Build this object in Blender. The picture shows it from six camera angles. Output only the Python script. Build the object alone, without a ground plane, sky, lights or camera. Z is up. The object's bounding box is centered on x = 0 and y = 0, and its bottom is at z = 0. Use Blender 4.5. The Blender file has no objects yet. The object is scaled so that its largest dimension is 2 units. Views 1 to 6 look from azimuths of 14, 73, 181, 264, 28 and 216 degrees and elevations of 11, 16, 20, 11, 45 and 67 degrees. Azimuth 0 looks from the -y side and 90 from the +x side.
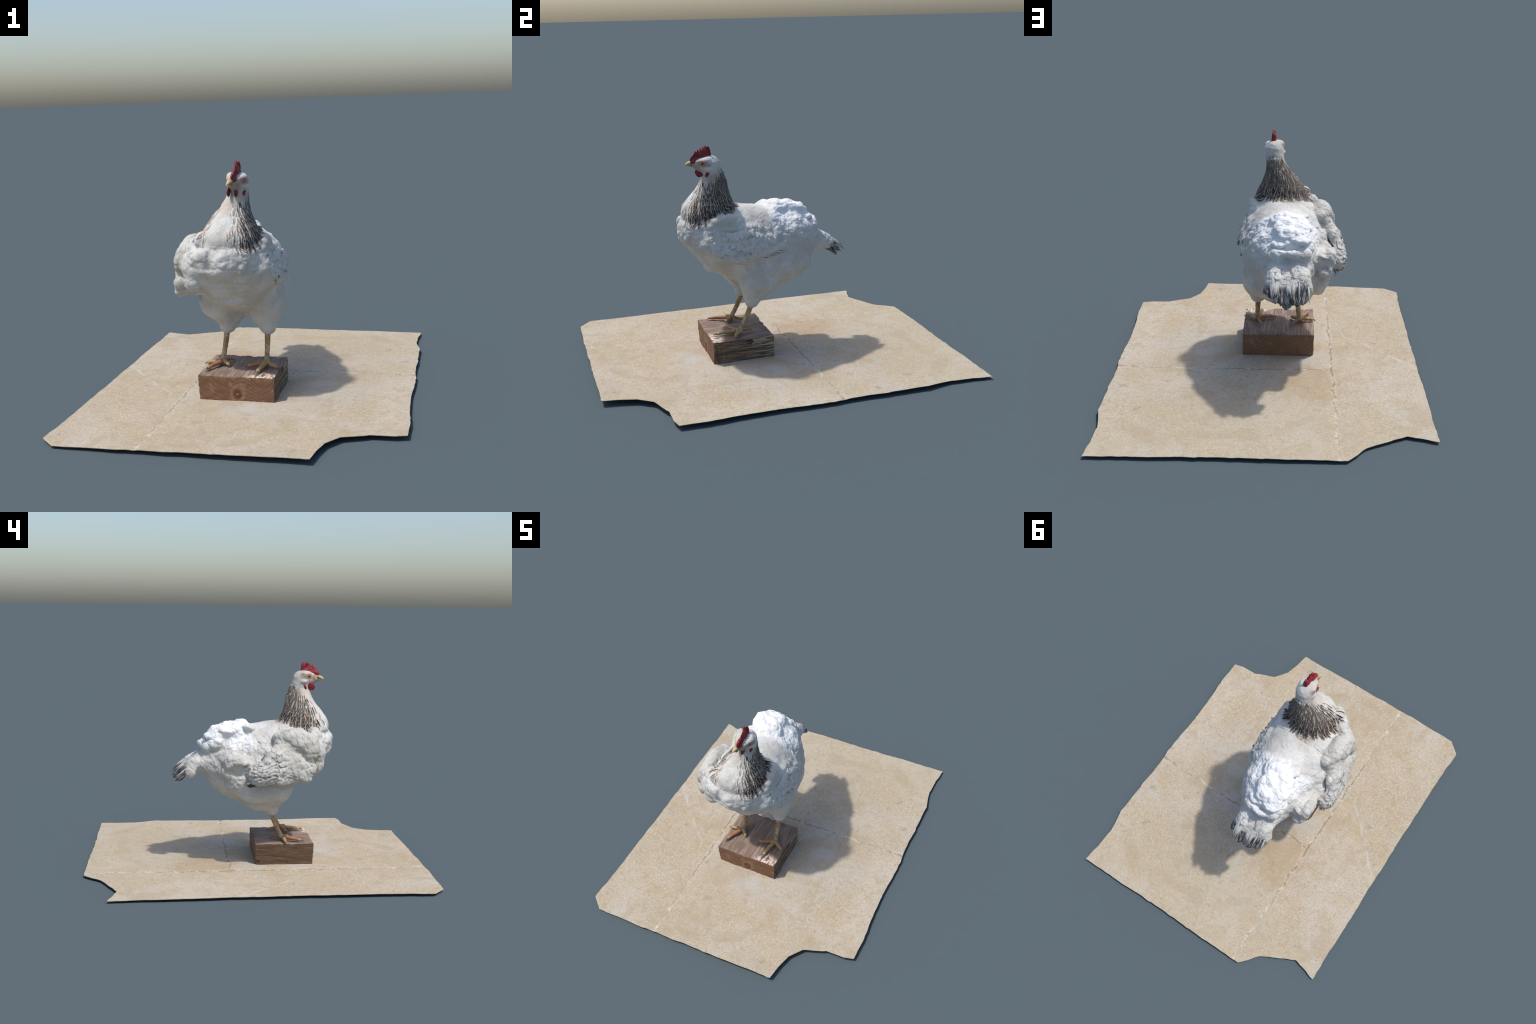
# A white hen with a dark-laced neck standing on a sawn block of wood on stone paving.
import bpy, bmesh, math, random
import numpy as np
from mathutils import Vector, Matrix
from mathutils.kdtree import KDTree
from mathutils.bvhtree import BVHTree

rng = np.random.default_rng(7)
random.seed(7)
scene = bpy.context.scene

# ------------------------------------------------------------------ helpers
def smoothstep(a, b, x):
    t = np.clip((x - a) / (b - a), 0, 1)
    return t * t * (3 - 2 * t)

def hash3(i, j, k, seed):
    h = (i * 374761393 + j * 668265263 + k * 2147483647 + seed * 974634777) & 0xffffffff
    h = ((h ^ (h >> 13)) * 1274126177) & 0xffffffff
    h = h ^ (h >> 16)
    return (h & 0xffff) / 32767.5 - 1.0

def vnoise(P, scale, seed=0):
    """smooth value noise, -1..1"""
    Q = P * scale + 1000.0
    I = np.floor(Q).astype(np.int64)
    F = Q - I
    F = F * F * F * (F * (F * 6 - 15) + 10)
    out = 0
    for dx in (0, 1):
        for dy in (0, 1):
            for dz in (0, 1):
                w = (F[:, 0] if dx else 1 - F[:, 0]) * (F[:, 1] if dy else 1 - F[:, 1]) * (F[:, 2] if dz else 1 - F[:, 2])
                out = out + w * hash3(I[:, 0] + dx, I[:, 1] + dy, I[:, 2] + dz, seed)
    return out

def fbm(P, scale, seed=0, octaves=3):
    s, a = 0, 1.0
    for o in range(octaves):
        s = s + a * vnoise(P, scale * 2 ** o, seed + 17 * o)
        a *= 0.5
    return s

def mesh_object(name, verts, faces, mats, parent=None, smooth=True):
    me = bpy.data.meshes.new(name)
    me.from_pydata([tuple(map(float, v)) for v in verts], [], [tuple(map(int, f)) for f in faces])
    for m in (mats if isinstance(mats, (list, tuple)) else [mats]):
        me.materials.append(m)
    if smooth:
        me.polygons.foreach_set("use_smooth", np.ones(len(me.polygons), dtype=bool))
    me.update()
    ob = bpy.data.objects.new(name, me)
    scene.collection.objects.link(ob)
    if parent:
        ob.parent = parent
    return ob

def tube(path, radii, n=12, squash=1.0):
    """closed tube along a path of points"""
    path = [Vector(p) for p in path]
    V, F = [], []
    up = Vector((0, 0, 1))
    for i, p in enumerate(path):
        t = (path[min(i + 1, len(path) - 1)] - path[max(i - 1, 0)]).normalized()
        a = t.cross(up)
        if a.length < 0.2:
            a = t.cross(Vector((0, 1, 0)))
        a.normalize()
        b = a.cross(t).normalized()
        for j in range(n):
            th = 2 * math.pi * j / n
            V.append(p + a * math.cos(th) * radii[i] + b * math.sin(th) * radii[i] * squash)
    for i in range(len(path) - 1):
        for j in range(n):
            j2 = (j + 1) % n
            F.append((i * n + j, i * n + j2, (i + 1) * n + j2, (i + 1) * n + j))
    s, e = len(V), len(V) + 1
    V += [path[0], path[-1]]
    L = (len(path) - 1) * n
    for j in range(n):
        j2 = (j + 1) % n
        F.append((s, j2, j))
        F.append((e, L + j, L + j2))
    return V, F

def spline(points, n):
    """Catmull-Rom through hand-placed points (any dimension)"""
    P = np.array(points, float)
    P = np.vstack([2 * P[0] - P[1], P, 2 * P[-1] - P[-2]])
    out = []
    m = len(P) - 3
    for t in np.linspace(0, m, n):
        i = min(int(t), m - 1)
        u = t - i
        a, b, c, d = P[i:i + 4]
        out.append(0.5 * (2 * b + (c - a) * u + (2 * a - 5 * b + 4 * c - d) * u * u + (3 * b - a - 3 * c + d) * u ** 3))
    return np.array(out)

# ------------------------------------------------------------------ material helper
class Mat:
    def __init__(self, name, rough=0.8, spec=0.3):
        self.m = bpy.data.materials.new(name)
        self.m.use_nodes = True
        self.nt = self.m.node_tree
        self.nt.nodes.clear()
        self.out = self.nt.nodes.new("ShaderNodeOutputMaterial")
        self.bsdf = self.nt.nodes.new("ShaderNodeBsdfPrincipled")
        self.nt.links.new(self.bsdf.outputs[0], self.out.inputs[0])
        self.bsdf.inputs["Roughness"].default_value = rough
        self.bsdf.inputs["Specular IOR Level"].default_value = spec
        self.tc = self.nt.nodes.new("ShaderNodeTexCoord")
        self.obj = self.tc.outputs["Object"]
        self.uv = self.tc.outputs["UV"]

    def put(self, sock, v):
        if isinstance(v, bpy.types.NodeSocket):
            self.nt.links.new(v, sock)
        elif isinstance(v, (tuple, list)):
            sock.default_value = (*v, 1.0)[:4] if sock.type == "RGBA" else v[:3]
        else:
            sock.default_value = v

    def node(self, kind, **kw):
        n = self.nt.nodes.new(kind)
        for k, v in kw.items():
            setattr(n, k, v)
        return n

    def mapped(self, scale=(1, 1, 1), rot=(0, 0, 0), loc=(0, 0, 0), vec=None):
        n = self.node("ShaderNodeMapping")
        self.put(n.inputs["Vector"], vec or self.obj)
        n.inputs["Scale"].default_value = scale
        n.inputs["Rotation"].default_value = rot
        n.inputs["Location"].default_value = loc
        return n.outputs[0]

    def noise(self, scale, detail=3, vec=None, dist=0.0, rough=0.55):
        n = self.node("ShaderNodeTexNoise")
        self.put(n.inputs["Vector"], vec or self.obj)
        n.inputs["Scale"].default_value = scale
        n.inputs["Detail"].default_value = detail
        n.inputs["Roughness"].default_value = rough
        n.inputs["Distortion"].default_value = dist
        return n.outputs["Fac"]

    def voronoi(self, scale, vec=None, feature="F1", out="Distance"):
        n = self.node("ShaderNodeTexVoronoi", feature=feature)
        self.put(n.inputs["Vector"], vec or self.obj)
        n.inputs["Scale"].default_value = scale
        return n.outputs[out]

    def wave(self, scale, vec=None, kind="RINGS", dist=2.0, detail=2, dscale=1.0, axis="Z"):
        n = self.node("ShaderNodeTexWave", wave_type=kind)
        if kind == "RINGS":
            n.rings_direction = axis
        else:
            n.bands_direction = axis
        self.put(n.inputs["Vector"], vec or self.obj)
        n.inputs["Scale"].default_value = scale
        n.inputs["Distortion"].default_value = dist
        n.inputs["Detail"].default_value = detail
        n.inputs["Detail Scale"].default_value = dscale
        return n.outputs["Fac"]

    def math(self, op, a, b=0.0, c=0.0, clamp=False):
        n = self.node("ShaderNodeMath", operation=op, use_clamp=clamp)
        self.put(n.inputs[0], a)
        self.put(n.inputs[1], b)
        self.put(n.inputs[2], c)
        return n.outputs[0]

    def step(self, x, a, b):
        """smoothstep from 0 at a to 1 at b"""
        n = self.node("ShaderNodeMapRange", interpolation_type="SMOOTHSTEP")
        self.put(n.inputs[0], x)
        lo, hi, o0, o1 = (a, b, 0.0, 1.0) if a < b else (b, a, 1.0, 0.0)
        n.inputs[1].default_value = lo
        n.inputs[2].default_value = hi
        n.inputs[3].default_value = o0
        n.inputs[4].default_value = o1
        return n.outputs[0]

    def mix(self, f, a, b, blend="MIX"):
        n = self.node("ShaderNodeMix", data_type="RGBA", blend_type=blend)
        self.put(n.inputs[0], f)
        self.put(n.inputs[6], a)
        self.put(n.inputs[7], b)
        return n.outputs[2]

    def xyz(self, vec=None):
        n = self.node("ShaderNodeSeparateXYZ")
        self.put(n.inputs[0], vec or self.obj)
        return n.outputs[0], n.outputs[1], n.outputs[2]

    def dist_to(self, p, vec=None):
        n = self.node("ShaderNodeVectorMath", operation="DISTANCE")
        self.put(n.inputs[0], vec or self.obj)
        n.inputs[1].default_value = p
        return n.outputs["Value"]

    def prop(self, name):
        n = self.node("ShaderNodeAttribute", attribute_type="OBJECT")
        n.attribute_name = '["%s"]' % name
        return n.outputs["Fac"]

    def rand(self):
        return self.node("ShaderNodeObjectInfo").outputs["Random"]

    def color(self, c):
        self.put(self.bsdf.inputs["Base Color"], c)

    def bump(self, h, strength=0.3, dist=0.01):
        n = self.node("ShaderNodeBump")
        n.inputs["Strength"].default_value = strength
        n.inputs["Distance"].default_value = dist
        self.put(n.inputs["Height"], h)
        self.put(self.bsdf.inputs["Normal"], n.outputs[0])

# ------------------------------------------------------------------ materials
def make_paving():
    M = Mat("paving_stone", 0.85, 0.25)
    x, y, z = M.xyz()
    big = M.noise(2.2, 4, dist=0.6)
    mid = M.noise(9, 5, dist=0.4)
    fine = M.noise(75, 4, rough=0.7)
    grit = M.noise(190, 2)
    c = M.mix(M.step(big, 0.36, 0.66), (0.392, 0.329, 0.243), (0.428, 0.383, 0.322))
    c = M.mix(M.math("MULTIPLY", M.step(mid, 0.45, 0.72), 0.7), c, (0.376, 0.320, 0.213))
    c = M.mix(M.math("MULTIPLY", M.step(M.noise(3.1, 3, M.mapped(loc=(4, 2, 1))), 0.52, 0.68), 0.28), c, (0.416, 0.432, 0.446))
    c = M.mix(M.math("MULTIPLY", M.step(fine, 0.5, 0.72), 0.6), c, (0.528, 0.522, 0.475))
    c = M.mix(M.math("MULTIPLY", M.step(fine, 0.47, 0.28), 0.6), c, (0.288, 0.243, 0.178))
    c = M.mix(M.math("MULTIPLY", M.step(grit, 0.56, 0.70), 0.55), c, (0.576, 0.594, 0.574))
    c = M.mix(M.math("MULTIPLY", M.step(grit, 0.42, 0.30), 0.5), c, (0.224, 0.198, 0.158))
    gm = M.noise(34, 5, dist=0.5, rough=0.75)
    c = M.mix(M.math("MULTIPLY", M.step(gm, 0.54, 0.74), 0.35), c, (0.52, 0.46, 0.385))
    c = M.mix(M.math("MULTIPLY", M.step(gm, 0.48, 0.32), 0.65), c, (0.31, 0.255, 0.18))
    # dark scattered smudges
    sm = M.math("MULTIPLY", M.step(M.noise(6.5, 4, M.mapped(loc=(1, 7, 0))), 0.62, 0.74), M.step(M.noise(30, 3), 0.4, 0.62))
    c = M.mix(M.math("MULTIPLY", sm, 0.75), c, (0.240, 0.225, 0.188))
    # greenish tint towards the rim of the far slab
    c = M.mix(M.math("MULTIPLY", M.step(M.math("ADD", y, M.math("MULTIPLY", mid, 0.5)), 0.55, 1.1), 0.15), c, (0.368, 0.360, 0.277))
    # orange-brown tint behind the block, partly the scan's baked shadow painted in
    st = M.step(M.math("ADD", M.dist_to((-0.26, 0.27, 0.016)), M.math("MULTIPLY", M.math("SUBTRACT", big, 0.5), 0.4)), 0.36, 0.06)
    c = M.mix(M.math("MULTIPLY", M.step(M.noise(4.3, 4, M.mapped(loc=(9, 3, 0)), dist=0.8), 0.5, 0.64), 0.45), c, (0.345, 0.285, 0.20))
    c = M.mix(M.math("MULTIPLY", M.step(M.noise(5.1, 4, M.mapped(loc=(2, 8, 0)), dist=0.8), 0.54, 0.68), 0.4), c, (0.40, 0.385, 0.35))
    c = M.mix(M.math("MULTIPLY", M.math("MULTIPLY", st, M.step(mid, 0.3, 0.6)), 0.4), c, (0.320, 0.216, 0.119))
    # bluish mineral bloom round the block
    bl = M.step(M.math("ABSOLUTE", M.math("SUBTRACT", M.math("ADD", M.dist_to((0.05, -0.12, 0.016)), M.math("MULTIPLY", M.math("SUBTRACT", M.noise(5, 3), 0.5), 0.35)), 0.34)), 0.09, 0.0)
    c = M.mix(M.math("MULTIPLY", M.math("MULTIPLY", bl, M.step(mid, 0.4, 0.62)), 0.35), c, (0.448, 0.495, 0.544))
    # veins on the left-hand slab: pale wandering lines
    wob = M.math("MULTIPLY", M.math("SUBTRACT", M.noise(7, 4), 0.5), 0.11)
    v1 = M.math("ABSOLUTE", M.math("ADD", M.math("ADD", M.math("MULTIPLY", x, 1.12), y), M.math("ADD", wob, 0.76)))
    v1 = M.math("MULTIPLY", M.step(v1, 0.02, 0.003), M.math("MULTIPLY", M.step(x, -0.37, -0.44), M.step(y, 0.16, 0.08)))
    v2 = M.math("ABSOLUTE", M.math("ADD", M.math("ADD", M.math("MULTIPLY", x, -0.95), y), M.math("ADD", wob, -0.42)))
    v2 = M.math("MULTIPLY", M.step(v2, 0.02, 0.003), M.step(x, -0.60, -0.64))
    c = M.mix(M.math("MULTIPLY", M.math("MULTIPLY", M.math("MAXIMUM", v1, v2), M.step(M.noise(13, 3), 0.35, 0.65)), 0.5), c, (0.496, 0.531, 0.544))
    # joints between the slabs: a long one along y and a cross joint on the right
    jw = M.math("MULTIPLY", M.math("SUBTRACT", M.noise(11, 4), 0.5), 0.05)
    d1 = M.math("ABSOLUTE", M.math("ADD", M.math("ADD", x, 0.342), jw))
    d2 = M.math("ABSOLUTE", M.math("SUBTRACT", M.math("ADD", y, jw), 0.16))
    right = M.step(x, -0.345, -0.335)
    j1, j2 = M.step(d1, 0.008, 0.002), M.math("MULTIPLY", M.step(d2, 0.008, 0.002), right)
    joint = M.math("MAXIMUM", j1, j2)
    pale1 = M.math("MAXIMUM", M.step(y, 0.42, 0.6), M.step(y, -0.45, -0.7))
    pale2 = M.math("MULTIPLY", M.step(x, 0.3, 0.42), M.step(x, 0.74, 0.66))
    pale = M.math("MAXIMUM", M.math("MULTIPLY", j1, pale1), M.math("MULTIPLY", j2, pale2))
    brk = M.step(M.noise(26, 3), 0.26, 0.42)
    c = M.mix(M.math("MULTIPLY", M.math("MULTIPLY", joint, brk), 0.58), c, (0.160, 0.140, 0.104))
    chips = M.math("MULTIPLY", M.math("MAXIMUM", M.step(d1, 0.016, 0.004), M.math("MULTIPLY", M.step(d2, 0.016, 0.004), right)), M.step(M.noise(48, 3), 0.52, 0.62))
    c = M.mix(M.math("MULTIPLY", chips, 0.55), c, (0.60, 0.565, 0.50))
    c = M.mix(M.math("MULTIPLY", M.math("MULTIPLY", pale, M.step(M.noise(15, 3), 0.3, 0.65)), 0.6), c, (0.544, 0.567, 0.535))
    c = M.mix(1.0, c, (1.04, 0.995, 0.93), "MULTIPLY")
    M.color(c)
    h = M.math("ADD", M.math("MULTIPLY", fine, 0.5), M.math("ADD", M.math("MULTIPLY", mid, 0.6), M.math("MULTIPLY", joint, -0.6)))
    M.bump(h, 0.35, 0.006)
    return M.m

def make_wood(kind):
    M = Mat("wood_" + kind, 0.75, 0.25)
    x, y, z = M.xyz()
    fine = M.noise(60, 3)
    if kind == "end_grain":
        # growth rings centred above the board, and a round knot
        rv = M.mapped(loc=(0.03, 0, -0.27))
        rings = M.wave(46, rv, "RINGS", 2.2, 3, 1.5, "Y")
        rings2 = M.wave(15, rv, "RINGS", 3.5, 3, 1.4, "Y")
        blot = M.noise(17, 4, dist=0.5)
        c = M.mix(M.step(rings, 0.2, 0.85), (0.115, 0.058, 0.033), (0.275, 0.157, 0.090))
        c = M.mix(M.math("MULTIPLY", M.step(rings2, 0.55, 0.9), 0.5), c, (0.16, 0.078, 0.042))
        c = M.mix(M.math("MULTIPLY", M.step(blot, 0.48, 0.68), 0.6), c, (0.17, 0.080, 0.045))
        c = M.mix(M.math("MULTIPLY", M.step(blot, 0.44, 0.28), 0.45), c, (0.40, 0.255, 0.16))
        split = M.step(M.math("ABSOLUTE", M.math("SUBTRACT", M.math("ADD", x, M.math("MULTIPLY", M.math("SUBTRACT", z, 0.14), 0.9)), M.math("MULTIPLY", M.noise(30, 3), 0.06))), 0.0035, 0.001)
        c = M.mix(M.math("MULTIPLY", M.math("MULTIPLY", split, M.step(z, 0.095, 0.115)), 0.7), c, (0.08, 0.042, 0.028))
        kd = M.dist_to((0, 0, 0), M.mapped(loc=(0.045, 0, -0.0416), scale=(1, 0, 0.8)))
        kr = M.wave(95, M.mapped(loc=(0.045, 0, -0.0416), scale=(1, 0, 0.8)), "RINGS", 0.8, 1, 1, "Y")
        kc = M.mix(kr, (0.090, 0.040, 0.025), (0.164, 0.076, 0.047))
        kc = M.mix(M.step(kd, 0.006, 0.003), kc, (0.328, 0.200, 0.102))
        c = M.mix(M.math("MULTIPLY", M.step(kd, 0.034, 0.022), M.step(y, -0.2, -0.3)), c, kc)
        c = M.mix(M.math("MULTIPLY", M.math("MULTIPLY", M.step(M.math("ABSOLUTE", M.math("SUBTRACT", kd, 0.03)), 0.014, 0.002), M.step(y, -0.2, -0.3)), 0.35), c, (0.406, 0.232, 0.119))
        # darker stain in a lower corner
        c = M.mix(M.math("MULTIPLY", M.step(M.dist_to((0.12, -0.35, 0.03)), 0.035, 0.012), 0.7), c, (0.133, 0.072, 0.047))
        M.bump(rings, 0.25, 0.003)
    elif kind == "top":
        gv = M.mapped(scale=(1, 0.07, 1))
        g = M.noise(110, 4, gv)
        g2 = M.noise(28, 3, gv)
        c = M.mix(M.step(g, 0.35, 0.68), (0.175, 0.120, 0.090), (0.31, 0.232, 0.187))
        c = M.mix(M.math("MULTIPLY", M.step(g2, 0.5, 0.7), 0.6), c, (0.24, 0.155, 0.112))
        dirt = M.math("MULTIPLY", M.step(M.noise(16, 3, M.mapped(scale=(1, 0.45, 1), loc=(2.2, 0.4, 0))), 0.55, 0.68), M.step(g, 0.3, 0.55))
        c = M.mix(M.math("MULTIPLY", dirt, 0.75), c, (0.12, 0.095, 0.075))
        d1 = M.math("MULTIPLY", M.step(M.dist_to((-0.125, -0.285, 0.14)), 0.05, 0.02), M.step(g, 0.35, 0.6))
        c = M.mix(M.math("MULTIPLY", d1, 0.8), c, (0.13, 0.105, 0.085))
        # split line between two planks and pale broken fibres at the front right corner
        sp = M.step(M.math("ABSOLUTE", M.math("ADD", M.math("SUBTRACT", x, M.math("MULTIPLY", y, 0.06)), M.math("MULTIPLY", M.noise(20, 2), 0.012))), 0.004, 0.001)
        c = M.mix(M.math("MULTIPLY", sp, 0.7), c, (0.10, 0.07, 0.05))
        ch = M.math("MULTIPLY", M.step(M.dist_to((0.085, -0.335, 0.14), M.mapped(scale=(0.62, 1, 1), loc=(0.032, 0, 0))), 0.06, 0.03), M.step(M.noise(95, 3, M.mapped(scale=(1, 0.25, 1))), 0.42, 0.56))
        c = M.mix(ch, c, (0.68, 0.55, 0.45))
        bl = M.step(M.dist_to((0.075, -0.31, 0.141)), 0.024, 0.014)
        c = M.mix(M.math("MULTIPLY", bl, M.step(M.noise(60, 2), 0.4, 0.55)), c, (0.13, 0.10, 0.085))
        M.bump(g, 0.4, 0.004)
    else:
        gv = M.mapped(scale=(1, 0.05, 1))
        g = M.noise(210, 4, gv)
        g2 = M.noise(60, 3, gv)
        if kind == "weathered":
            c = M.mix(M.step(g, 0.36, 0.66), (0.085, 0.058, 0.040), (0.235, 0.165, 0.112))
            back = M.step(M.math("ADD", y, M.math("MULTIPLY", M.noise(14, 3), 0.2)), -0.12, 0.08)
            c = M.mix(M.math("MULTIPLY", M.math("MULTIPLY", back, M.step(g, 0.46, 0.56)), 0.8), c, (0.40, 0.33, 0.255))
            c = M.mix(M.math("MULTIPLY", M.step(g2, 0.56, 0.66), 0.6), c, (0.05, 0.038, 0.03))
            sm = M.step(M.noise(20, 4, M.mapped(scale=(1, 1, 0.3), loc=(0, 0.3, 0))), 0.52, 0.66)
            c = M.mix(M.math("MULTIPLY", sm, 0.7), c, (0.045, 0.037, 0.03))
            hole = M.math("MULTIPLY", M.step(M.dist_to((0.146, -0.14, 0.122), M.mapped(scale=(1, 0.6, 1), loc=(0, -0.056, 0))), 0.016, 0.009), M.step(g2, 0.35, 0.5))
            c = M.mix(hole, c, (0.02, 0.015, 0.012))
        else:
            c = M.mix(M.step(g, 0.36, 0.68), (0.080, 0.050, 0.032), (0.155, 0.098, 0.060))
            c = M.mix(M.math("MULTIPLY", M.step(g2, 0.52, 0.7), 0.6), c, (0.085, 0.050, 0.032))
            c = M.mix(M.math("MULTIPLY", M.step(M.noise(18, 3), 0.55, 0.7), 0.5), c, (0.085, 0.052, 0.034))
        M.bump(M.math("ADD", g, g2), 0.5, 0.003)
    M.color(c)
    return M.m

def plumage_nodes(M, warm=0.0):
    """white plumage: slightly mottled white with fine barb streaks"""
    n1 = M.noise(9, 3)
    n2 = M.noise(36, 4, dist=0.6)
    streak = M.noise(120, 3, M.mapped(scale=(1, 0.35, 0.6)))
    c = M.mix(M.step(n1, 0.35, 0.7), (0.475, 0.462, 0.427), (0.61, 0.605, 0.58))  # whites lowered and greyed towards the shade baked into the scan
    c = M.mix(M.math("MULTIPLY", M.step(n2, 0.52, 0.70), 0.5), c, (0.44, 0.425, 0.385))
    c = M.mix(M.math("MULTIPLY", M.step(M.noise(5.5, 3, M.mapped(loc=(2, 5, 1))), 0.48, 0.66), 0.45), c, (0.475, 0.445, 0.385))
    fl = M.noise(26, 5, M.mapped(scale=(1.2, 0.55, 1.0), rot=(0.4, 0, 0)), dist=1.2, rough=0.7)
    c = M.mix(M.math("MULTIPLY", M.step(M.math("ABSOLUTE", M.math("SUBTRACT", fl, 0.5)), 0.035, 0.0), 0.35), c, (0.34, 0.325, 0.295))  # grey marks drawn for the baked shading between feathers
    c = M.mix(M.math("MULTIPLY", M.step(streak, 0.5, 0.72), 0.3), c, (0.44, 0.425, 0.395))
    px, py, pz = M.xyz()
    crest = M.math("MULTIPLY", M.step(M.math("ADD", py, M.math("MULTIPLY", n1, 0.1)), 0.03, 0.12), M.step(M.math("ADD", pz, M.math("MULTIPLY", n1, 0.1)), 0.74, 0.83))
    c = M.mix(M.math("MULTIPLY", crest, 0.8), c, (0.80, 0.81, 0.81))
    return c, n2, streak

def make_plumage():
    M = Mat("white_plumage", 0.58, 0.32)
    c, n2, st = plumage_nodes(M)
    M.color(c)
    grain = M.noise(115, 4, M.mapped(scale=(1, 0.5, 0.8)), dist=0.8, rough=0.7)
    M.bump(M.math("ADD", M.math("ADD", M.math("MULTIPLY", n2, 0.8), M.math("MULTIPLY", st, 0.5)), M.math("MULTIPLY", grain, 0.5)), 0.42, 0.005)
    return M.m

def make_wing_plumage():
    M = Mat("wing_plumage", 0.75, 0.2)
    c, n2, st = plumage_nodes(M)
    x, y, z = M.xyz()
    c = M.mix(1.0, c, (0.86, 0.85, 0.82), "MULTIPLY")
    # grey-brown quills showing through on the outer wing
    q = M.noise(48, 3, M.mapped(scale=(0.4, 0.35, 1.2), rot=(0.5, 0, 0)))
    low = M.math("MULTIPLY", M.step(z, 0.74, 0.62), M.step(x, -0.33, -0.37))
    c = M.mix(M.math("MULTIPLY", M.math("MULTIPLY", M.step(q, 0.54, 0.68), low), 0.55), c, (0.42, 0.37, 0.32))
    M.color(c)
    M.bump(M.math("ADD", M.math("MULTIPLY", n2, 0.8), M.math("MULTIPLY", st, 0.8)), 0.45, 0.006)
    return M.m

def make_neck():
    """neck: white throat, grey-brown streaked nape under the hackle feathers"""
    M = Mat("neck_plumage", 0.78, 0.2)
    c, n2, st = plumage_nodes(M)
    x, y, z = M.xyz()
    # how far behind the throat, seen from the neck's own leaning axis
    ax = M.math("ADD", x, M.math("SUBTRACT", 0.06, M.math("MULTIPLY", M.math("SUBTRACT", z, 0.85), 0.17)))
    right = M.step(ax, 0.02, -0.12)
    lim = M.math("ADD", -0.29, M.math("MULTIPLY", right, 0.03))
    back = M.step(M.math("SUBTRACT", M.math("ADD", y, M.math("MULTIPLY", M.math("SUBTRACT", n2, 0.5), 0.08)), lim), -0.045, 0.035)
    up = M.step(M.math("ADD", z, M.math("MULTIPLY", M.math("SUBTRACT", n2, 0.5), 0.08)), 1.10, 1.03)
    lowlim = M.step(z, 0.845, 0.87)
    s = M.noise(70, 3, M.mapped(scale=(1, 1, 0.2)))
    dark = M.mix(M.step(s, 0.38, 0.62), (0.085, 0.066, 0.052), (0.36, 0.31, 0.26))
    c = M.mix(M.math("MULTIPLY", M.math("MULTIPLY", M.step(z, 0.93, 1.0), M.step(z, 1.07, 1.03)), 0.55), c, (0.50, 0.43, 0.365))
    c = M.mix(M.math("MULTIPLY", M.math("MULTIPLY", M.math("MULTIPLY", back, up), lowlim), 0.92), c, dark)
    M.color(c)
    M.bump(M.math("ADD", M.math("MULTIPLY", s, 0.7), M.math("MULTIPLY", n2, 0.4)), 0.45, 0.006)
    return M.m

EYE_L, EYE_R = (0.0215, -0.339, 1.119), (-0.0575, -0.328, 1.127)

def make_head():
    M = Mat("head_plumage", 0.75, 0.22)
    c, n2, st = plumage_nodes(M)
    x, y, z = M.xyz()
    dl, dr = M.dist_to(EYE_L), M.dist_to(EYE_R)
    d = M.math("MINIMUM", dl, dr)
    behind = M.mapped(scale=(1, 0.55, 1.15))
    db = M.math("MINIMUM", M.dist_to((EYE_L[0], (EYE_L[1] + 0.016) * 0.55, EYE_L[2] * 1.15), behind), M.dist_to((EYE_R[0], (EYE_R[1] + 0.016) * 0.55, EYE_R[2] * 1.15), behind))
    nz = M.math("MULTIPLY", M.math("SUBTRACT", n2, 0.5), 0.03)
    face = M.math("MULTIPLY", M.step(M.math("ADD", db, nz), 0.026, 0.015), M.step(M.math("ADD", z, nz), 1.150, 1.135))
    front = M.math("MULTIPLY", M.step(y, -0.338, -0.362), M.step(z, 1.150, 1.125))
    c = M.mix(M.math("MULTIPLY", M.math("MAXIMUM", face, front), 0.85), c, M.mix(M.step(M.noise(140, 2), 0.4, 0.6), (0.27, 0.20, 0.14), (0.44, 0.35, 0.27)))
    c = M.mix(M.math("MULTIPLY", M.step(M.math("ADD", d, M.math("MULTIPLY", nz, 0.5)), 0.023, 0.012), 0.75), c, (0.42, 0.155, 0.10))
    # nape behind the head turns grey
    nape = M.math("MULTIPLY", M.step(M.math("SUBTRACT", y, M.math("MULTIPLY", M.math("SUBTRACT", z, 1.07), 0.6)), -0.285, -0.225), M.step(M.math("ADD", z, nz), 1.125, 1.065))
    c = M.mix(M.math("MULTIPLY", nape, 0.7), c, M.mix(M.step(M.noise(80, 3, M.mapped(scale=(1, 1, 0.25))), 0.4, 0.6), (0.13, 0.105, 0.085), (0.42, 0.37, 0.31)))
    M.color(c)
    M.bump(M.math("ADD", M.math("MULTIPLY", n2, 0.8), M.math("MULTIPLY", M.noise(160, 2), 0.5)), 0.4, 0.005)
    return M.m

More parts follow.
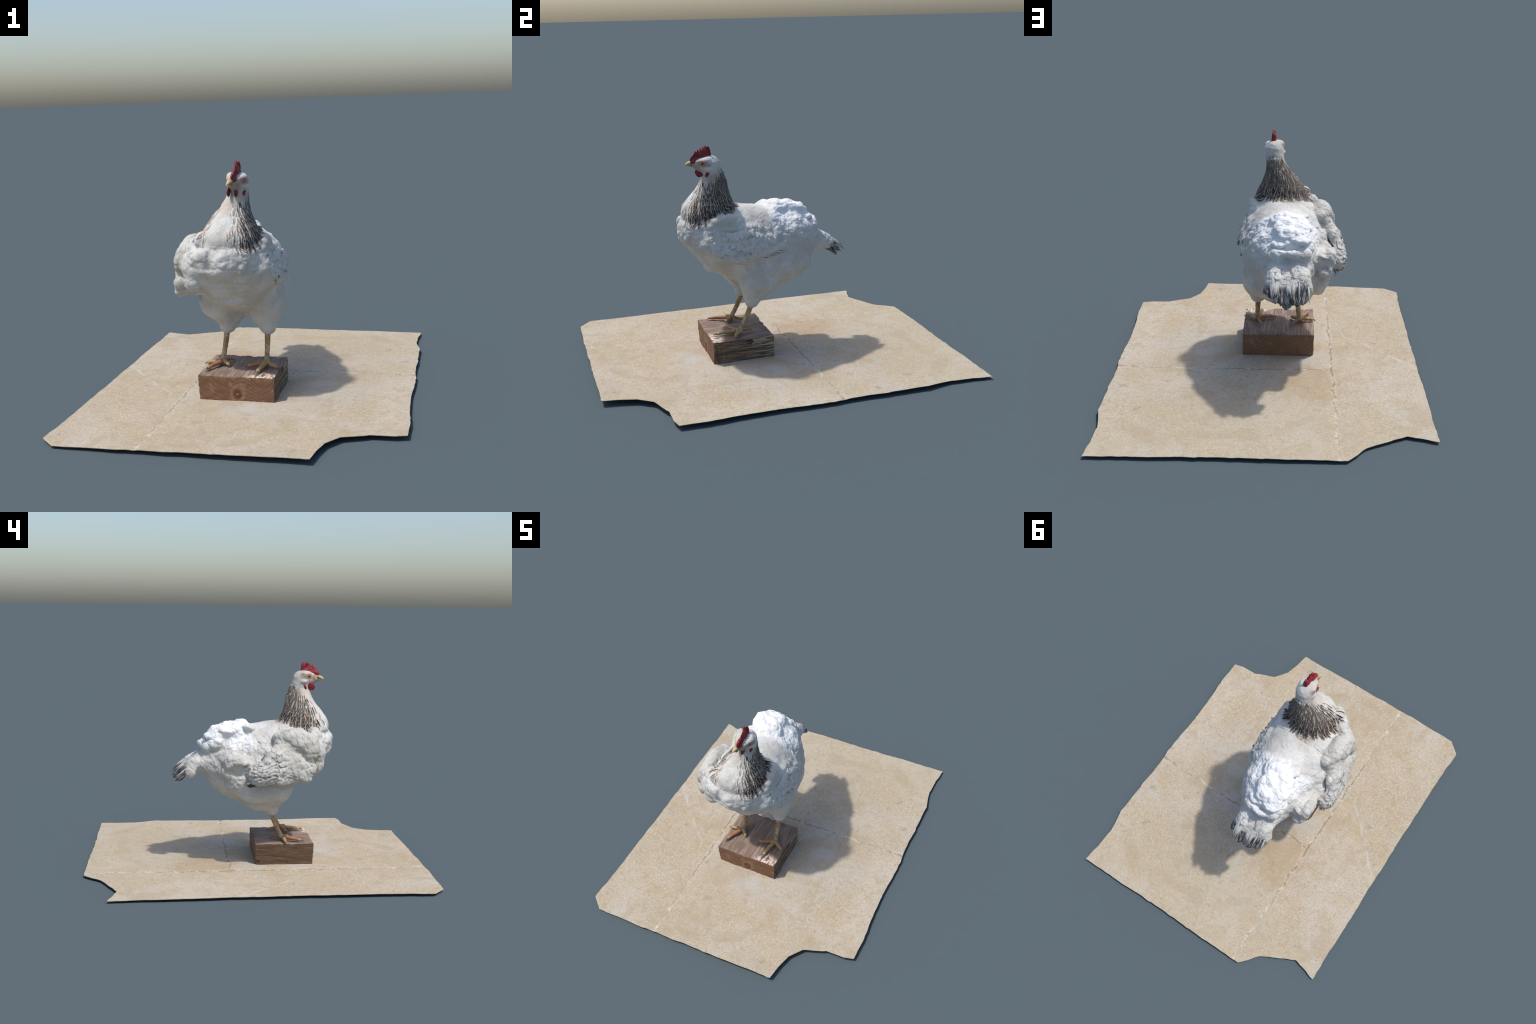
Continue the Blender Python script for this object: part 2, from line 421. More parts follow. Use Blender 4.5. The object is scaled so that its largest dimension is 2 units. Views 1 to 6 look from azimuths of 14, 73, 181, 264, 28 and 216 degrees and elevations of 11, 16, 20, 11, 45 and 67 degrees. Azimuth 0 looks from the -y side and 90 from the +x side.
def make_hackle():
    """lance-shaped neck feather: dark core, pale lacing; ["dark"] sets how dark"""
    M = Mat("hackle_feather", 0.65, 0.25)
    u, v, w = M.xyz(M.uv)
    dk = M.prop("dark")
    across = M.math("ABSOLUTE", M.math("SUBTRACT", M.math("MULTIPLY", u, 2.0), 1.0))
    n = M.math("MULTIPLY", M.math("SUBTRACT", M.noise(150, 2), 0.5), 0.28)
    # core narrows to the tip
    lim = M.math("MULTIPLY", M.math("SUBTRACT", 0.94, M.math("POWER", v, 7.0)), M.math("ADD", 0.28, M.math("MULTIPLY", dk, 0.46)))
    core = M.step(M.math("SUBTRACT", M.math("ADD", across, n), lim), 0.09, -0.09)
    core = M.math("MULTIPLY", core, M.step(M.math("ADD", dk, M.math("MULTIPLY", v, 0.35)), 0.05, 0.4))
    rnd = M.rand()
    dark = M.mix(M.math("POWER", rnd, 1.6), (0.030, 0.025, 0.022), (0.10, 0.060, 0.040))
    pale = M.mix(M.step(dk, 0.2, 0.8), (0.58, 0.56, 0.52), (0.30, 0.275, 0.24))
    pale = M.mix(M.math("MULTIPLY", M.noise(220, 2), 0.35), pale, (0.55, 0.47, 0.38))
    tone = M.prop("tone")
    dark = M.mix(M.step(dk, 0.45, 0.15), dark, (0.26, 0.17, 0.11))
    dark = M.mix(tone, dark, (0.105, 0.085, 0.070))
    pale = M.mix(M.math("MULTIPLY", tone, M.step(dk, 0.2, 0.6)), pale, (0.30, 0.265, 0.225))
    c = M.mix(M.math("MULTIPLY", core, M.step(M.math("ADD", dk, M.math("MULTIPLY", v, 0.4)), 0.15, 0.5)), pale, dark)
    M.color(c)
    M.bump(M.wave(9, M.mapped(rot=(0, 0, 0.6), vec=M.uv), "BANDS", 1, 1, 1, "X"), 0.15, 0.002)
    return M.m

def make_tail_feather():
    M = Mat("tail_feather", 0.55, 0.35)
    u, v, w = M.xyz(M.uv)
    dk = M.prop("dark")
    barb = M.noise(30, 3, M.mapped(scale=(1, 0.15, 1), vec=M.uv))
    edge = M.math("ADD", v, M.math("MULTIPLY", M.math("SUBTRACT", barb, 0.5), 0.6))
    t = M.math("MULTIPLY", M.step(edge, 0.22, 0.75), M.step(M.noise(14, 3, M.mapped(scale=(1, 0.3, 1), vec=M.uv)), 0.28, 0.5))
    black = M.mix(M.step(barb, 0.35, 0.7), (0.022, 0.020, 0.022), (0.075, 0.068, 0.066))
    white = M.mix(M.step(barb, 0.4, 0.65), (0.40, 0.38, 0.345), (0.64, 0.63, 0.60))
    c = M.mix(M.math("MULTIPLY", t, dk), white, black)
    rim = M.math("ABSOLUTE", M.math("SUBTRACT", M.math("MULTIPLY", u, 2.0), 1.0))
    c = M.mix(M.math("MULTIPLY", M.step(rim, 0.82, 0.98), 0.6), c, (0.40, 0.31, 0.24))
    M.color(c)
    M.bump(barb, 0.3, 0.003)
    return M.m

def make_wing_feather():
    M = Mat("wing_feather", 0.6, 0.3)
    u, v, w = M.xyz(M.uv)
    dk = M.prop("dark")
    barb = M.noise(26, 3, M.mapped(scale=(1, 0.2, 1), vec=M.uv))
    c = M.mix(M.step(barb, 0.4, 0.7), (0.42, 0.405, 0.375), (0.56, 0.55, 0.52))
    c = M.mix(M.prop("tone"), c, M.mix(M.step(barb, 0.4, 0.7), (0.50, 0.49, 0.455), (0.63, 0.625, 0.60)))
    c = M.mix(M.math("MULTIPLY", M.step(M.math("ADD", u, M.math("MULTIPLY", barb, 0.3)), 0.62, 0.38), dk), c, (0.07, 0.055, 0.048))
    M.color(c)
    M.bump(barb, 0.25, 0.003)
    return M.m

def make_skin(name, a, b, scale, rough=0.5, spec=0.4, bump=0.3):
    M = Mat(name, rough, spec)
    n = M.noise(scale, 3)
    M.color(M.mix(M.step(n, 0.35, 0.65), a, b))
    M.bump(M.noise(scale * 1.6, 2), bump, 0.003)
    return M.m

def make_leg(name="leg_skin", red=0.0):
    M = Mat(name, 0.5, 0.4)
    n = M.noise(45, 3)
    c = M.mix(M.step(n, 0.35, 0.65), (0.27, 0.160, 0.058), (0.38, 0.265, 0.125))
    pale = M.voronoi(150, feature="DISTANCE_TO_EDGE")
    c = M.mix(M.math("MULTIPLY", M.step(M.noise(28, 2, M.mapped(loc=(3, 1, 2))), 0.5, 0.7), 0.6), c, (0.52, 0.46, 0.35))
    c = M.mix(M.math("MULTIPLY", M.step(M.noise(25, 2, M.mapped(loc=(8, 1, 5))), 0.52, 0.66), 0.45 + 0.4 * red), c, (0.30, 0.125, 0.05))
    if red:
        c = M.mix(red * 0.55, c, (0.33, 0.12, 0.055))
    M.color(c)
    M.bump(pale, 0.5, 0.003)
    return M.m

MAT_PAVING = make_paving()
MAT_END, MAT_TOP, MAT_WEATHER, MAT_SIDE = (make_wood(k) for k in ("end_grain", "top", "weathered", "side"))
MAT_WHITE, MAT_WING, MAT_NECK, MAT_HEAD = make_plumage(), make_wing_plumage(), make_neck(), make_head()
MAT_HACKLE, MAT_TAIL, MAT_PRIM = make_hackle(), make_tail_feather(), make_wing_feather()
MAT_COMB = make_skin("comb_skin", (0.145, 0.009, 0.015), (0.27, 0.023, 0.031), 55, 0.5, 0.4, 0.6)
MAT_WATTLE = make_skin("wattle_skin", (0.15, 0.010, 0.016), (0.26, 0.022, 0.03), 70, 0.5, 0.4, 0.5)
MAT_LEG, MAT_TOE_RED = make_leg(), make_leg("toe_skin", 1.0)
MAT_CLAW = make_skin("claw_horn", (0.06, 0.045, 0.04), (0.20, 0.17, 0.155), 60, 0.4, 0.5, 0.1)
MAT_LID = make_skin("eyelid_skin", (0.42, 0.16, 0.085), (0.58, 0.32, 0.20), 120, 0.55, 0.3, 0.3)

def make_beak():
    M = Mat("beak_horn", 0.4, 0.45)
    n = M.noise(60, 2)
    y = M.xyz()[1]
    t = M.step(M.math("ADD", y, M.math("MULTIPLY", n, 0.02)), -0.402, -0.372)
    c = M.mix(t, (0.52, 0.40, 0.20), (0.20, 0.125, 0.05))
    c = M.mix(M.math("MULTIPLY", M.step(M.noise(40, 2, M.mapped(scale=(1, 0.4, 1))), 0.5, 0.65), 0.5), c, (0.27, 0.175, 0.07))
    M.color(c)
    return M.m

def make_eye():
    M = Mat("eye", 0.12, 0.6)
    d = M.math("MINIMUM", M.dist_to((EYE_L[0] + 0.0075, EYE_L[1] - 0.001, EYE_L[2])), M.dist_to((EYE_R[0] - 0.0075, EYE_R[1] - 0.003, EYE_R[2])))
    c = M.mix(M.step(d, 0.0042, 0.0058), (0.008, 0.008, 0.012), (0.30, 0.045, 0.018))
    M.color(c)
    return M.m

MAT_BEAK, MAT_EYE = make_beak(), make_eye()

# ------------------------------------------------------------------ the paving
# outline corners (x, y, height of the rim there); the sheet's long sides are ragged
OUTLINE = [(-0.736, -0.999, .012), (-0.367, -1.003, .020), (0.095, -1.003, .026), (0.429, -0.999, .030),
           (0.443, -0.910, .029), (0.466, -0.826, .028), (0.522, -0.750, .027), (0.647, -0.698, .024), (0.757, -0.696, .024),
           (0.811, -0.681, .024), (0.813, -0.486, .024), (0.802, -0.204, .021), (0.810, 0.077, .019), (0.806, 0.313, .021),
           (0.812, 0.395, .021), (0.813, 0.621, .023), (0.785, 0.768, .017), (0.805, 1.0, .013), (0.566, 0.998, .015),
           (0.303, 0.998, .016), (-0.014, 0.997, .017), (-0.377, 1.0, .014), (-0.472, 0.892, .012), (-0.665, 0.793, .014),
           (-0.81, 0.833, .012), (-0.806, 0.333, .016), (-0.804, -0.127, .017), (-0.803, -0.575, .017), (-0.811, -0.932, .015)]

def build_paving():
    # subdivide the outline and fray it a little
    O = np.array(OUTLINE)
    rim = []
    for a, b in zip(O, np.roll(O, -1, axis=0)):
        L = np.linalg.norm((b - a)[:2])
        n = max(1, int(L / 0.018))
        for t in range(n):
            p = a + (b - a) * t / n
            if 0 < t < n and L > 0.12:
                d = (b - a)[:2] / L
                nrm = np.array([d[1], -d[0]])
                q = np.array([[p[0], p[1], 0.0]])
                p = p.copy()
                p[:2] += nrm * (0.004 * vnoise(q, 9, 3)[0] + 0.0025 * vnoise(q, 28, 5)[0])
            rim.append(p)
    rim = np.array(rim)
    inset = np.array([0.0, 0.0])
    bm = bmesh.new()
    # top: a fine grid clipped to the outline
    vs = [bm.verts.new((p[0], p[1], 0.0)) for p in rim]
    f = bm.faces.new(vs)
    if f.normal.z < 0 or f.calc_area() < 0:
        f.normal_flip()
    for ax, lo, hi in ((0, -0.80, 0.80), (1, -0.99, 0.99)):
        for c in np.arange(lo, hi, 0.025):
            no = (1, 0, 0) if ax == 0 else (0, 1, 0)
            co = (c, 0, 0) if ax == 0 else (0, c, 0)
            bmesh.ops.bisect_plane(bm, geom=bm.verts[:] + bm.edges[:] + bm.faces[:], dist=1e-5, plane_co=co, plane_no=no)
    bm.normal_update()
    if sum(f.normal.z for f in bm.faces) < 0:
        bmesh.ops.reverse_faces(bm, faces=bm.faces[:])
    me = bpy.data.meshes.new("paving")
    bm.verts.ensure_lookup_table()
    P = np.array([v.co[:] for v in bm.verts])
    # height: flat middle, rim follows its own curl
    tree = KDTree(len(rim))
    for i, p in enumerate(rim):
        tree.insert((p[0], p[1], 0), i)
    tree.balance()
    Z = np.zeros(len(P))
    E = np.zeros(len(P))
    for i, p in enumerate(P):
        near = tree.find_n((p[0], p[1], 0), 3)
        d = near[0][2]
        zr = sum(rim[k][2] / (dd + 1e-4) for _, k, dd in near) / sum(1 / (dd + 1e-4) for _, k, dd in near)
        w = 1 - smoothstep(0, 0.16, d)
        mid = 0.0155 - 0.0032 * smoothstep(-0.335, -0.352, p[0]) + 0.0012 * smoothstep(0.15, 0.45, p[0]) * smoothstep(0.1, -0.1, p[1])
        Z[i] = mid * (1 - w) + zr * w
        E[i] = d
    Q = np.c_[P[:, :2], np.zeros(len(P))]
    lift = 0.0014 * fbm(Q, 7, 11, 3) * smoothstep(0, 0.05, E)
    # hollows along the joints
    wob = 0.008 * vnoise(Q, 9, 21)
    j1 = np.exp(-((P[:, 0] + 0.342 + wob) / 0.014) ** 2)
    j2 = np.exp(-((P[:, 1] - 0.160 + wob) / 0.014) ** 2) * (P[:, 0] > -0.34)
    Z = Z + lift - 0.0022 * np.maximum(j1, j2)
    nearblock = (P[:, 0] > -.28) & (P[:, 0] < .18) & (P[:, 1] > -.38) & (P[:, 1] < .04)
    Z[nearblock] = np.minimum(Z[nearblock], 0.0165)
    for v, z in zip(bm.verts, Z):
        v.co.z = z
    # underside: thin at the rim, thick enough to rest on the ground further in
    geo = bmesh.ops.duplicate(bm, geom=bm.verts[:] + bm.edges[:] + bm.faces[:])
    low = [g for g in geo["geom"] if isinstance(g, bmesh.types.BMVert)]
    lowf = [g for g in geo["geom"] if isinstance(g, bmesh.types.BMFace)]
    for v, z, d in zip(low, Z, E):
        thin = z - 0.0025
        v.co.z = thin * (1 - smoothstep(0.03, 0.09, d))
    bmesh.ops.reverse_faces(bm, faces=lowf)
    bm.edges.ensure_lookup_table()
    be = [e for e in bm.edges if e.is_boundary]
    bmesh.ops.bridge_loops(bm, edges=be)
    bm.normal_update()
    bm.to_mesh(me)
    bm.free()
    me.materials.append(MAT_PAVING)
    me.polygons.foreach_set("use_smooth", np.ones(len(me.polygons), dtype=bool))
    me.set_sharp_from_angle(angle=math.radians(40))
    ob = bpy.data.objects.new("stone_paving", me)
    scene.collection.objects.link(ob)
    ob["label"] = "thin worn sandstone paving with ragged notched corners and joints"
    ob["category"] = "paving"
    return ob

build_paving()

# ------------------------------------------------------------------ the wooden block
def build_block():
    x0, x1, y0, y1, z0, z1 = -0.247, 0.145, -0.348, 0.002, 0.0135, 0.1425
    bm = bmesh.new()
    bmesh.ops.create_cube(bm, size=1)
    for v in bm.verts:
        v.co = ((x0 + x1) / 2 + v.co.x * (x1 - x0), (y0 + y1) / 2 + v.co.y * (y1 - y0), (z0 + z1) / 2 + v.co.z * (z1 - z0))
    bmesh.ops.bevel(bm, geom=bm.edges[:], offset=0.0035, segments=2, profile=0.6, affect="EDGES")
    for ax, lo, hi in ((0, x0, x1), (1, y0, y1), (2, z0, z1)):
        for c in np.arange(lo + 0.008, hi - 0.006, 0.0075):
            co = [0, 0, 0]; no = [0, 0, 0]
            co[ax] = c; no[ax] = 1
            bmesh.ops.bisect_plane(bm, geom=bm.verts[:] + bm.edges[:] + bm.faces[:], dist=1e-5, plane_co=co, plane_no=no)
    bm.normal_update()
    for f in bm.faces:
        n = f.normal
        a = max(range(3), key=lambda i: abs(n[i]))
        f.material_index = (2 if n.x > 0 else 3) if a == 0 else (0 if a == 1 else 1)
    P = np.array([v.co[:] for v in bm.verts])
    N = np.array([v.normal[:] for v in bm.verts])
    # saw marks and grain along y, worn edges
    G = P * np.array([1, 0.12, 1])
    d = 0.0016 * fbm(G, 55, 31, 3) + 0.0014 * fbm(P, 14, 37, 2)
    ex = np.minimum(P[:, 0] - x0, x1 - P[:, 0]); ey = np.minimum(P[:, 1] - y0, y1 - P[:, 1]); ez = np.minimum(P[:, 2] - z0, z1 - P[:, 2])
    E = np.sort(np.c_[ex, ey, ez], axis=1)[:, 1]
    wear = np.maximum(0, fbm(P, 32, 41, 3)) * (1 - smoothstep(0.0, 0.014, E))
    d = d - 0.0055 * wear
    # gouged lower edge of the left side and chipped front right top corner
    left = (1 - smoothstep(0, 0.02, P[:, 0] - x0)) * (1 - smoothstep(0.0, 0.012, np.abs(P[:, 2] - 0.036 - 0.01 * vnoise(P, 20, 3)))) * (vnoise(P, 13, 8) > -0.1)
    chip = np.maximum(0, 1 - np.linalg.norm((P - np.array([0.09, y0, z1])) * np.array([0.5, 1, 2.0]), axis=1) / 0.04)
    hole = (1 - smoothstep(0.006, 0.012, np.abs(P[:, 1] + 0.14) * 0.6)) * (1 - smoothstep(0.003, 0.009, np.abs(P[:, 2] - 0.122))) * (P[:, 0] > x1 - 0.01)
    backnotch = np.maximum(0, 1 - np.linalg.norm(P - np.array([x0, y1, z0 + 0.012]), axis=1) / 0.03)
    d = d - 0.005 * left - 0.006 * chip * (0.6 + 0.6 * vnoise(P, 70, 5)) - 0.004 * hole - 0.010 * backnotch
    P = P + N * d[:, None]
    P[:, 2] = np.maximum(P[:, 2], 0.0125)
    for v, p in zip(bm.verts, P):
        v.co = p
    me = bpy.data.meshes.new("wooden_block")
    bm.to_mesh(me)
    bm.free()
    for m in (MAT_END, MAT_TOP, MAT_WEATHER, MAT_SIDE):
        me.materials.append(m)
    me.polygons.foreach_set("use_smooth", np.ones(len(me.polygons), dtype=bool))
    me.set_sharp_from_angle(angle=math.radians(45))
    ob = bpy.data.objects.new("wooden_block", me)
    scene.collection.objects.link(ob)
    ob["label"] = "short sawn brown timber block with a knot in its end grain"
    ob["category"] = "wood block"
    return ob

build_block()

# ------------------------------------------------------------------ the hen's body as one implicit surface
STEP = 0.0055
X0, Y0, Z0 = -0.47, -0.53, 0.265
NX, NY, NZ = 128, 196, 172
gx, gy, gz = (o + STEP * np.arange(n) for o, n in ((X0, NX), (Y0, NY), (Z0, NZ)))
FIELD = np.full((NX, NY, NZ), 0.2, dtype=np.float32)

def window(lo, hi, pad):
    s = []
    for g, a, b in zip((gx, gy, gz), lo, hi):
        i0, i1 = np.searchsorted(g, a - pad), np.searchsorted(g, b + pad)
        s.append(slice(max(0, i0), min(len(g), i1)))
    return tuple(s)

def blend(win, f, k, mode="add"):
    a = FIELD[win]
    if mode == "cut":
        h = np.clip(0.5 - 0.5 * (a + f) / k, 0, 1)
        FIELD[win] = a * (1 - h) - f * h + k * h * (1 - h)
    else:
        h = np.clip(0.5 + 0.5 * (a - f) / k, 0, 1)
        FIELD[win] = a * (1 - h) + f * h - k * h * (1 - h)

def grid(win):
    return (gx[win[0]][:, None, None], gy[win[1]][None, :, None], gz[win[2]][None, None, :])

def ellipsoid(c, r, rot=(0, 0, 0), k=0.02, mode="add"):
    c, r = np.array(c), np.array(r)
    R = np.array(Matrix.Rotation(rot[2], 3, "Z") @ Matrix.Rotation(rot[1], 3, "Y") @ Matrix.Rotation(rot[0], 3, "X"))
    m = r.max()
    win = window(c - m, c + m, 0.03 + k)
    X, Y, Z = grid(win)
    d = [X - c[0], Y - c[1], Z - c[2]]
    q = [(R[0, i] * d[0] + R[1, i] * d[1] + R[2, i] * d[2]) for i in range(3)]
    k0 = np.sqrt(sum((q[i] / r[i]) ** 2 for i in range(3)))
    k1 = np.sqrt(sum((q[i] / r[i] ** 2) ** 2 for i in range(3))) + 1e-6
    blend(win, k0 * (k0 - 1) / k1, k, mode)

def capsule(a, b, ra, rb, k=0.02, mode="add"):
    a, b = np.array(a), np.array(b)
    win = window(np.minimum(a, b) - max(ra, rb), np.maximum(a, b) + max(ra, rb), 0.03 + k)
    X, Y, Z = grid(win)
    ab = b - a
    t = np.clip(((X - a[0]) * ab[0] + (Y - a[1]) * ab[1] + (Z - a[2]) * ab[2]) / (ab @ ab), 0, 1)
    d = np.sqrt((X - a[0] - t * ab[0]) ** 2 + (Y - a[1] - t * ab[1]) ** 2 + (Z - a[2] - t * ab[2]) ** 2)
    blend(win, d - (ra + (rb - ra) * t), k, mode)

def station_curves(rows, g):
    """smooth interpolation of section tables along an axis"""
    R = np.array(rows, float)
    fine = np.linspace(R[0, 0], R[-1, 0], 400)
    cols = []
    for c in range(1, R.shape[1]):
        v = np.interp(fine, R[:, 0], R[:, c])
        w = max(3, int(400 * 0.022 / (R[-1, 0] - R[0, 0])))
        ker = np.hanning(2 * w + 1); ker /= ker.sum()
        v = np.convolve(np.pad(v, w, mode="edge"), ker, "valid")
        cols.append(np.interp(g, fine, v))
    return cols

# torso sections along y: left/right flank, belly line, back line, height of greatest width
TORSO = [(-0.462, -0.085, -0.005, 0.715, 0.775, 0.748),
         (-0.450, -0.130, 0.035, 0.678, 0.800, 0.742),
         (-0.430, -0.180, 0.053, 0.645, 0.815, 0.735),
         (-0.395, -0.232, 0.090, 0.602, 0.825, 0.715),
         (-0.360, -0.262, 0.115, 0.563, 0.835, 0.695),
         (-0.320, -0.280, 0.135, 0.522, 0.845, 0.675),
         (-0.280, -0.290, 0.141, 0.495, 0.855, 0.660),
         (-0.240, -0.292, 0.143, 0.470, 0.862, 0.650),
         (-0.200, -0.292, 0.143, 0.448, 0.868, 0.640),
         (-0.160, -0.290, 0.149, 0.425, 0.868, 0.632),
         (-0.080, -0.288, 0.146, 0.396, 0.856, 0.620),
         (0.000, -0.282, 0.140, 0.366, 0.842, 0.612),
         (0.080, -0.272, 0.130, 0.366, 0.835, 0.605),
         (0.140, -0.258, 0.116, 0.388, 0.830, 0.605),
         (0.190, -0.240, 0.097, 0.416, 0.815, 0.610),
         (0.240, -0.218, 0.066, 0.455, 0.785, 0.625),
         (0.270, -0.210, 0.046, 0.495, 0.762, 0.635),
         (0.300, -0.205, 0.026, 0.545, 0.735, 0.640),
         (0.350, -0.200, 0.004, 0.565, 0.670, 0.622),
         (0.390, -0.194, -0.014, 0.572, 0.635, 0.606),
         (0.415, -0.182, -0.026, 0.582, 0.612, 0.598),
         (0.428, -0.150, -0.050, 0.588, 0.602, 0.596)]

def add_torso():
    xl, xr, zb, zt, zm = station_curves(TORSO, gy)
    cx, hw = ((xl + xr) / 2)[None, :, None], ((xr - xl) / 2)[None, :, None]
    zm = zm[None, :, None]
    up, dn = zt[None, :, None] - zm, zm - zb[None, :, None]
    X, Y, Z = gx[:, None, None], gy[None, :, None], gz[None, None, :]
    dx = np.abs(X - cx) / hw
    dz = np.where(Z > zm, (Z - zm) / up, (zm - Z) / dn)
    roof = smoothstep(-0.02, 0.10, Y)
    keel = smoothstep(0.02, -0.14, Y)
    n = np.where(Z > zm, 2.28 - 0.41 * roof, 2.15 - 0.38 * keel)
    r = (dx ** n + dz ** n) ** (1 / n)
    h = np.minimum(hw, np.minimum(up, dn) * 1.3)
    f = (r - 1) * h
    y = Y[0, :, 0]
    out = np.maximum(TORSO[0][0] - y, y - TORSO[-1][0])[None, :, None]
    f = np.where(out > 0, np.maximum(f, 0) + out, np.maximum(f, out))
    FIELD[:] = np.minimum(FIELD, f)

# neck sections along z: left/right, front/back
NECK = [(0.760, -0.205, 0.080, -0.435, -0.150),
        (0.810, -0.205, 0.083, -0.452, -0.148),
        (0.850, -0.200, 0.083, -0.452, -0.152),
        (0.890, -0.184, 0.068, -0.432, -0.165),
        (0.930, -0.157, 0.048, -0.402, -0.180),
        (0.970, -0.126, 0.034, -0.369, -0.191),
        (1.010, -0.095, 0.028, -0.346, -0.200),
        (1.050, -0.072, 0.030, -0.334, -0.213),
        (1.090, -0.064, 0.034, -0.332, -0.228),
        (1.120, -0.058, 0.032, -0.330, -0.245)]

def add_neck():
    xl, xr, yf, yb = station_curves(NECK, gz)
    X, Y, Z = gx[:, None, None], gy[None, :, None], gz[None, None, :]
    cx, hx, cy, hy = (xl + xr) / 2, (xr - xl) / 2, (yf + yb) / 2, (yb - yf) / 2
    r = np.sqrt(((X - cx) / hx) ** 2 + ((Y - cy) / hy) ** 2)
    f = (r - 1) * np.minimum(hx, hy)
    out = np.maximum(NECK[0][0] - Z, Z - NECK[-1][0])
    f = np.maximum(f, out)
    blend((slice(None),) * 3, f.astype(np.float32), 0.018)

# right wing (hanging a little open): outline seen from the side (y, z)
WING_OUTLINE = [(-0.155, 0.822), (-0.215, 0.846), (-0.262, 0.848), (-0.312, 0.820), (-0.345, 0.775), (-0.358, 0.720), (-0.355, 0.650),
                (-0.338, 0.590), (-0.300, 0.552), (-0.231, 0.530), (-0.149, 0.529), (-0.068, 0.528), (0.005, 0.530), (0.050, 0.556),
                (0.062, 0.584), (0.032, 0.622), (-0.035, 0.678), (-0.084, 0.727), (-0.108, 0.780)]

def outline_distance(poly, U, V):
    P = np.array(poly)
    d = np.full(U.shape, 1e9)
    s = np.ones(U.shape)
    for (ax, ay), (bx, by) in zip(P, np.roll(P, -1, axis=0)):
        ex, ey = bx - ax, by - ay
        t = np.clip(((U - ax) * ex + (V - ay) * ey) / (ex * ex + ey * ey), 0, 1)
        d = np.minimum(d, (U - ax - t * ex) ** 2 + (V - ay - t * ey) ** 2)
        c = ((ay > V) != (by > V)) & (U < ex * (V - ay) / (ey if ey else 1e-9) + ax)
        s = np.where(c, -s, s)
    return s * np.sqrt(d)

def wing_face(y, z):
    """x of the outer face of the hanging wing"""
    return -0.398 + 2.4 * np.maximum(z - 0.585, 0) ** 2 + 2.0 * np.maximum(-0.10 - y, 0) ** 2 + 3.0 * np.maximum(y + 0.02, 0) ** 2

def add_right_wing():
    win = window((-0.47, -0.40, 0.50), (-0.16, 0.11, 0.88), 0.0)
    X, Y, Z = grid(win)
    yy, zz = np.meshgrid(gy[win[1]], gz[win[2]], indexing="ij")
    d2 = outline_distance(WING_OUTLINE, yy, zz)
    outer = wing_face(yy, zz)
    # rounded edge: the outer face falls away towards the outline
    dome = 0.022 * (1 - np.sqrt(np.clip(1 - (1 - np.clip(-d2 / 0.045, 0, 1)) ** 2, 0, 1)))
    thick = 0.052 + 0.075 * smoothstep(-0.05, -0.30, yy) + 0.02 * smoothstep(0.66, 0.8, zz)
    face = (outer + dome)[None] - X
    inner = X - (outer + thick)[None]
    f = np.maximum(np.maximum(face, inner) * 0.8, d2[None])
    blend(win, f.astype(np.float32), 0.007)

# left wing (folded flat on the flank)
LEFT_WING = [(-0.420, 0.735), (-0.380, 0.672), (-0.316, 0.626), (-0.249, 0.594), (-0.190, 0.580), (-0.125, 0.580), (-0.060, 0.600), (0.060, 0.628),
             (0.092, 0.640), (0.070, 0.668), (0.020, 0.735), (-0.06, 0.795), (-0.16, 0.835), (-0.26, 0.835), (-0.36, 0.81)]

def add_left_wing():
    win = window((0.02, -0.46, 0.55), (0.20, 0.12, 0.88), 0.0)
    X, Y, Z = grid(win)
    yy, zz = np.meshgrid(gy[win[1]], gz[win[2]], indexing="ij")
    d2 = outline_distance(LEFT_WING, yy, zz)
    xl, xr, zb, zt, zm = station_curves(TORSO, gy[win[1]])
    t = (zz - zm[:, None]) / np.where(zz > zm[:, None], (zt - zm)[:, None], (zm - zb)[:, None])
    skin = ((xl + xr) / 2)[:, None] + ((xr - xl) / 2)[:, None] * np.sqrt(np.clip(1 - np.abs(t) ** 2.15, 0, 1))
    top = skin + 0.007 + 0.009 * smoothstep(0.72, 0.62, zz) - 0.012 * np.exp(np.clip(d2, -1, 0) / 0.010)
    f = np.maximum(np.maximum(X - top[None], (skin - 0.03)[None] - X) * 0.8, d2[None])
    blend(win, f.astype(np.float32), 0.006)

def tuft_cluster(center, spread, size, count, k, seed, flat=0.75):
    r = np.random.default_rng(seed)
    for i in range(count):
        c = np.array(center) + r.uniform(-1, 1, 3) * np.array(spread)
        s = size * r.uniform(0.7, 1.25)
        ellipsoid(c, (s, s * r.uniform(0.9, 1.3), s * flat), tuple(r.uniform(-0.6, 0.6, 3)), k)

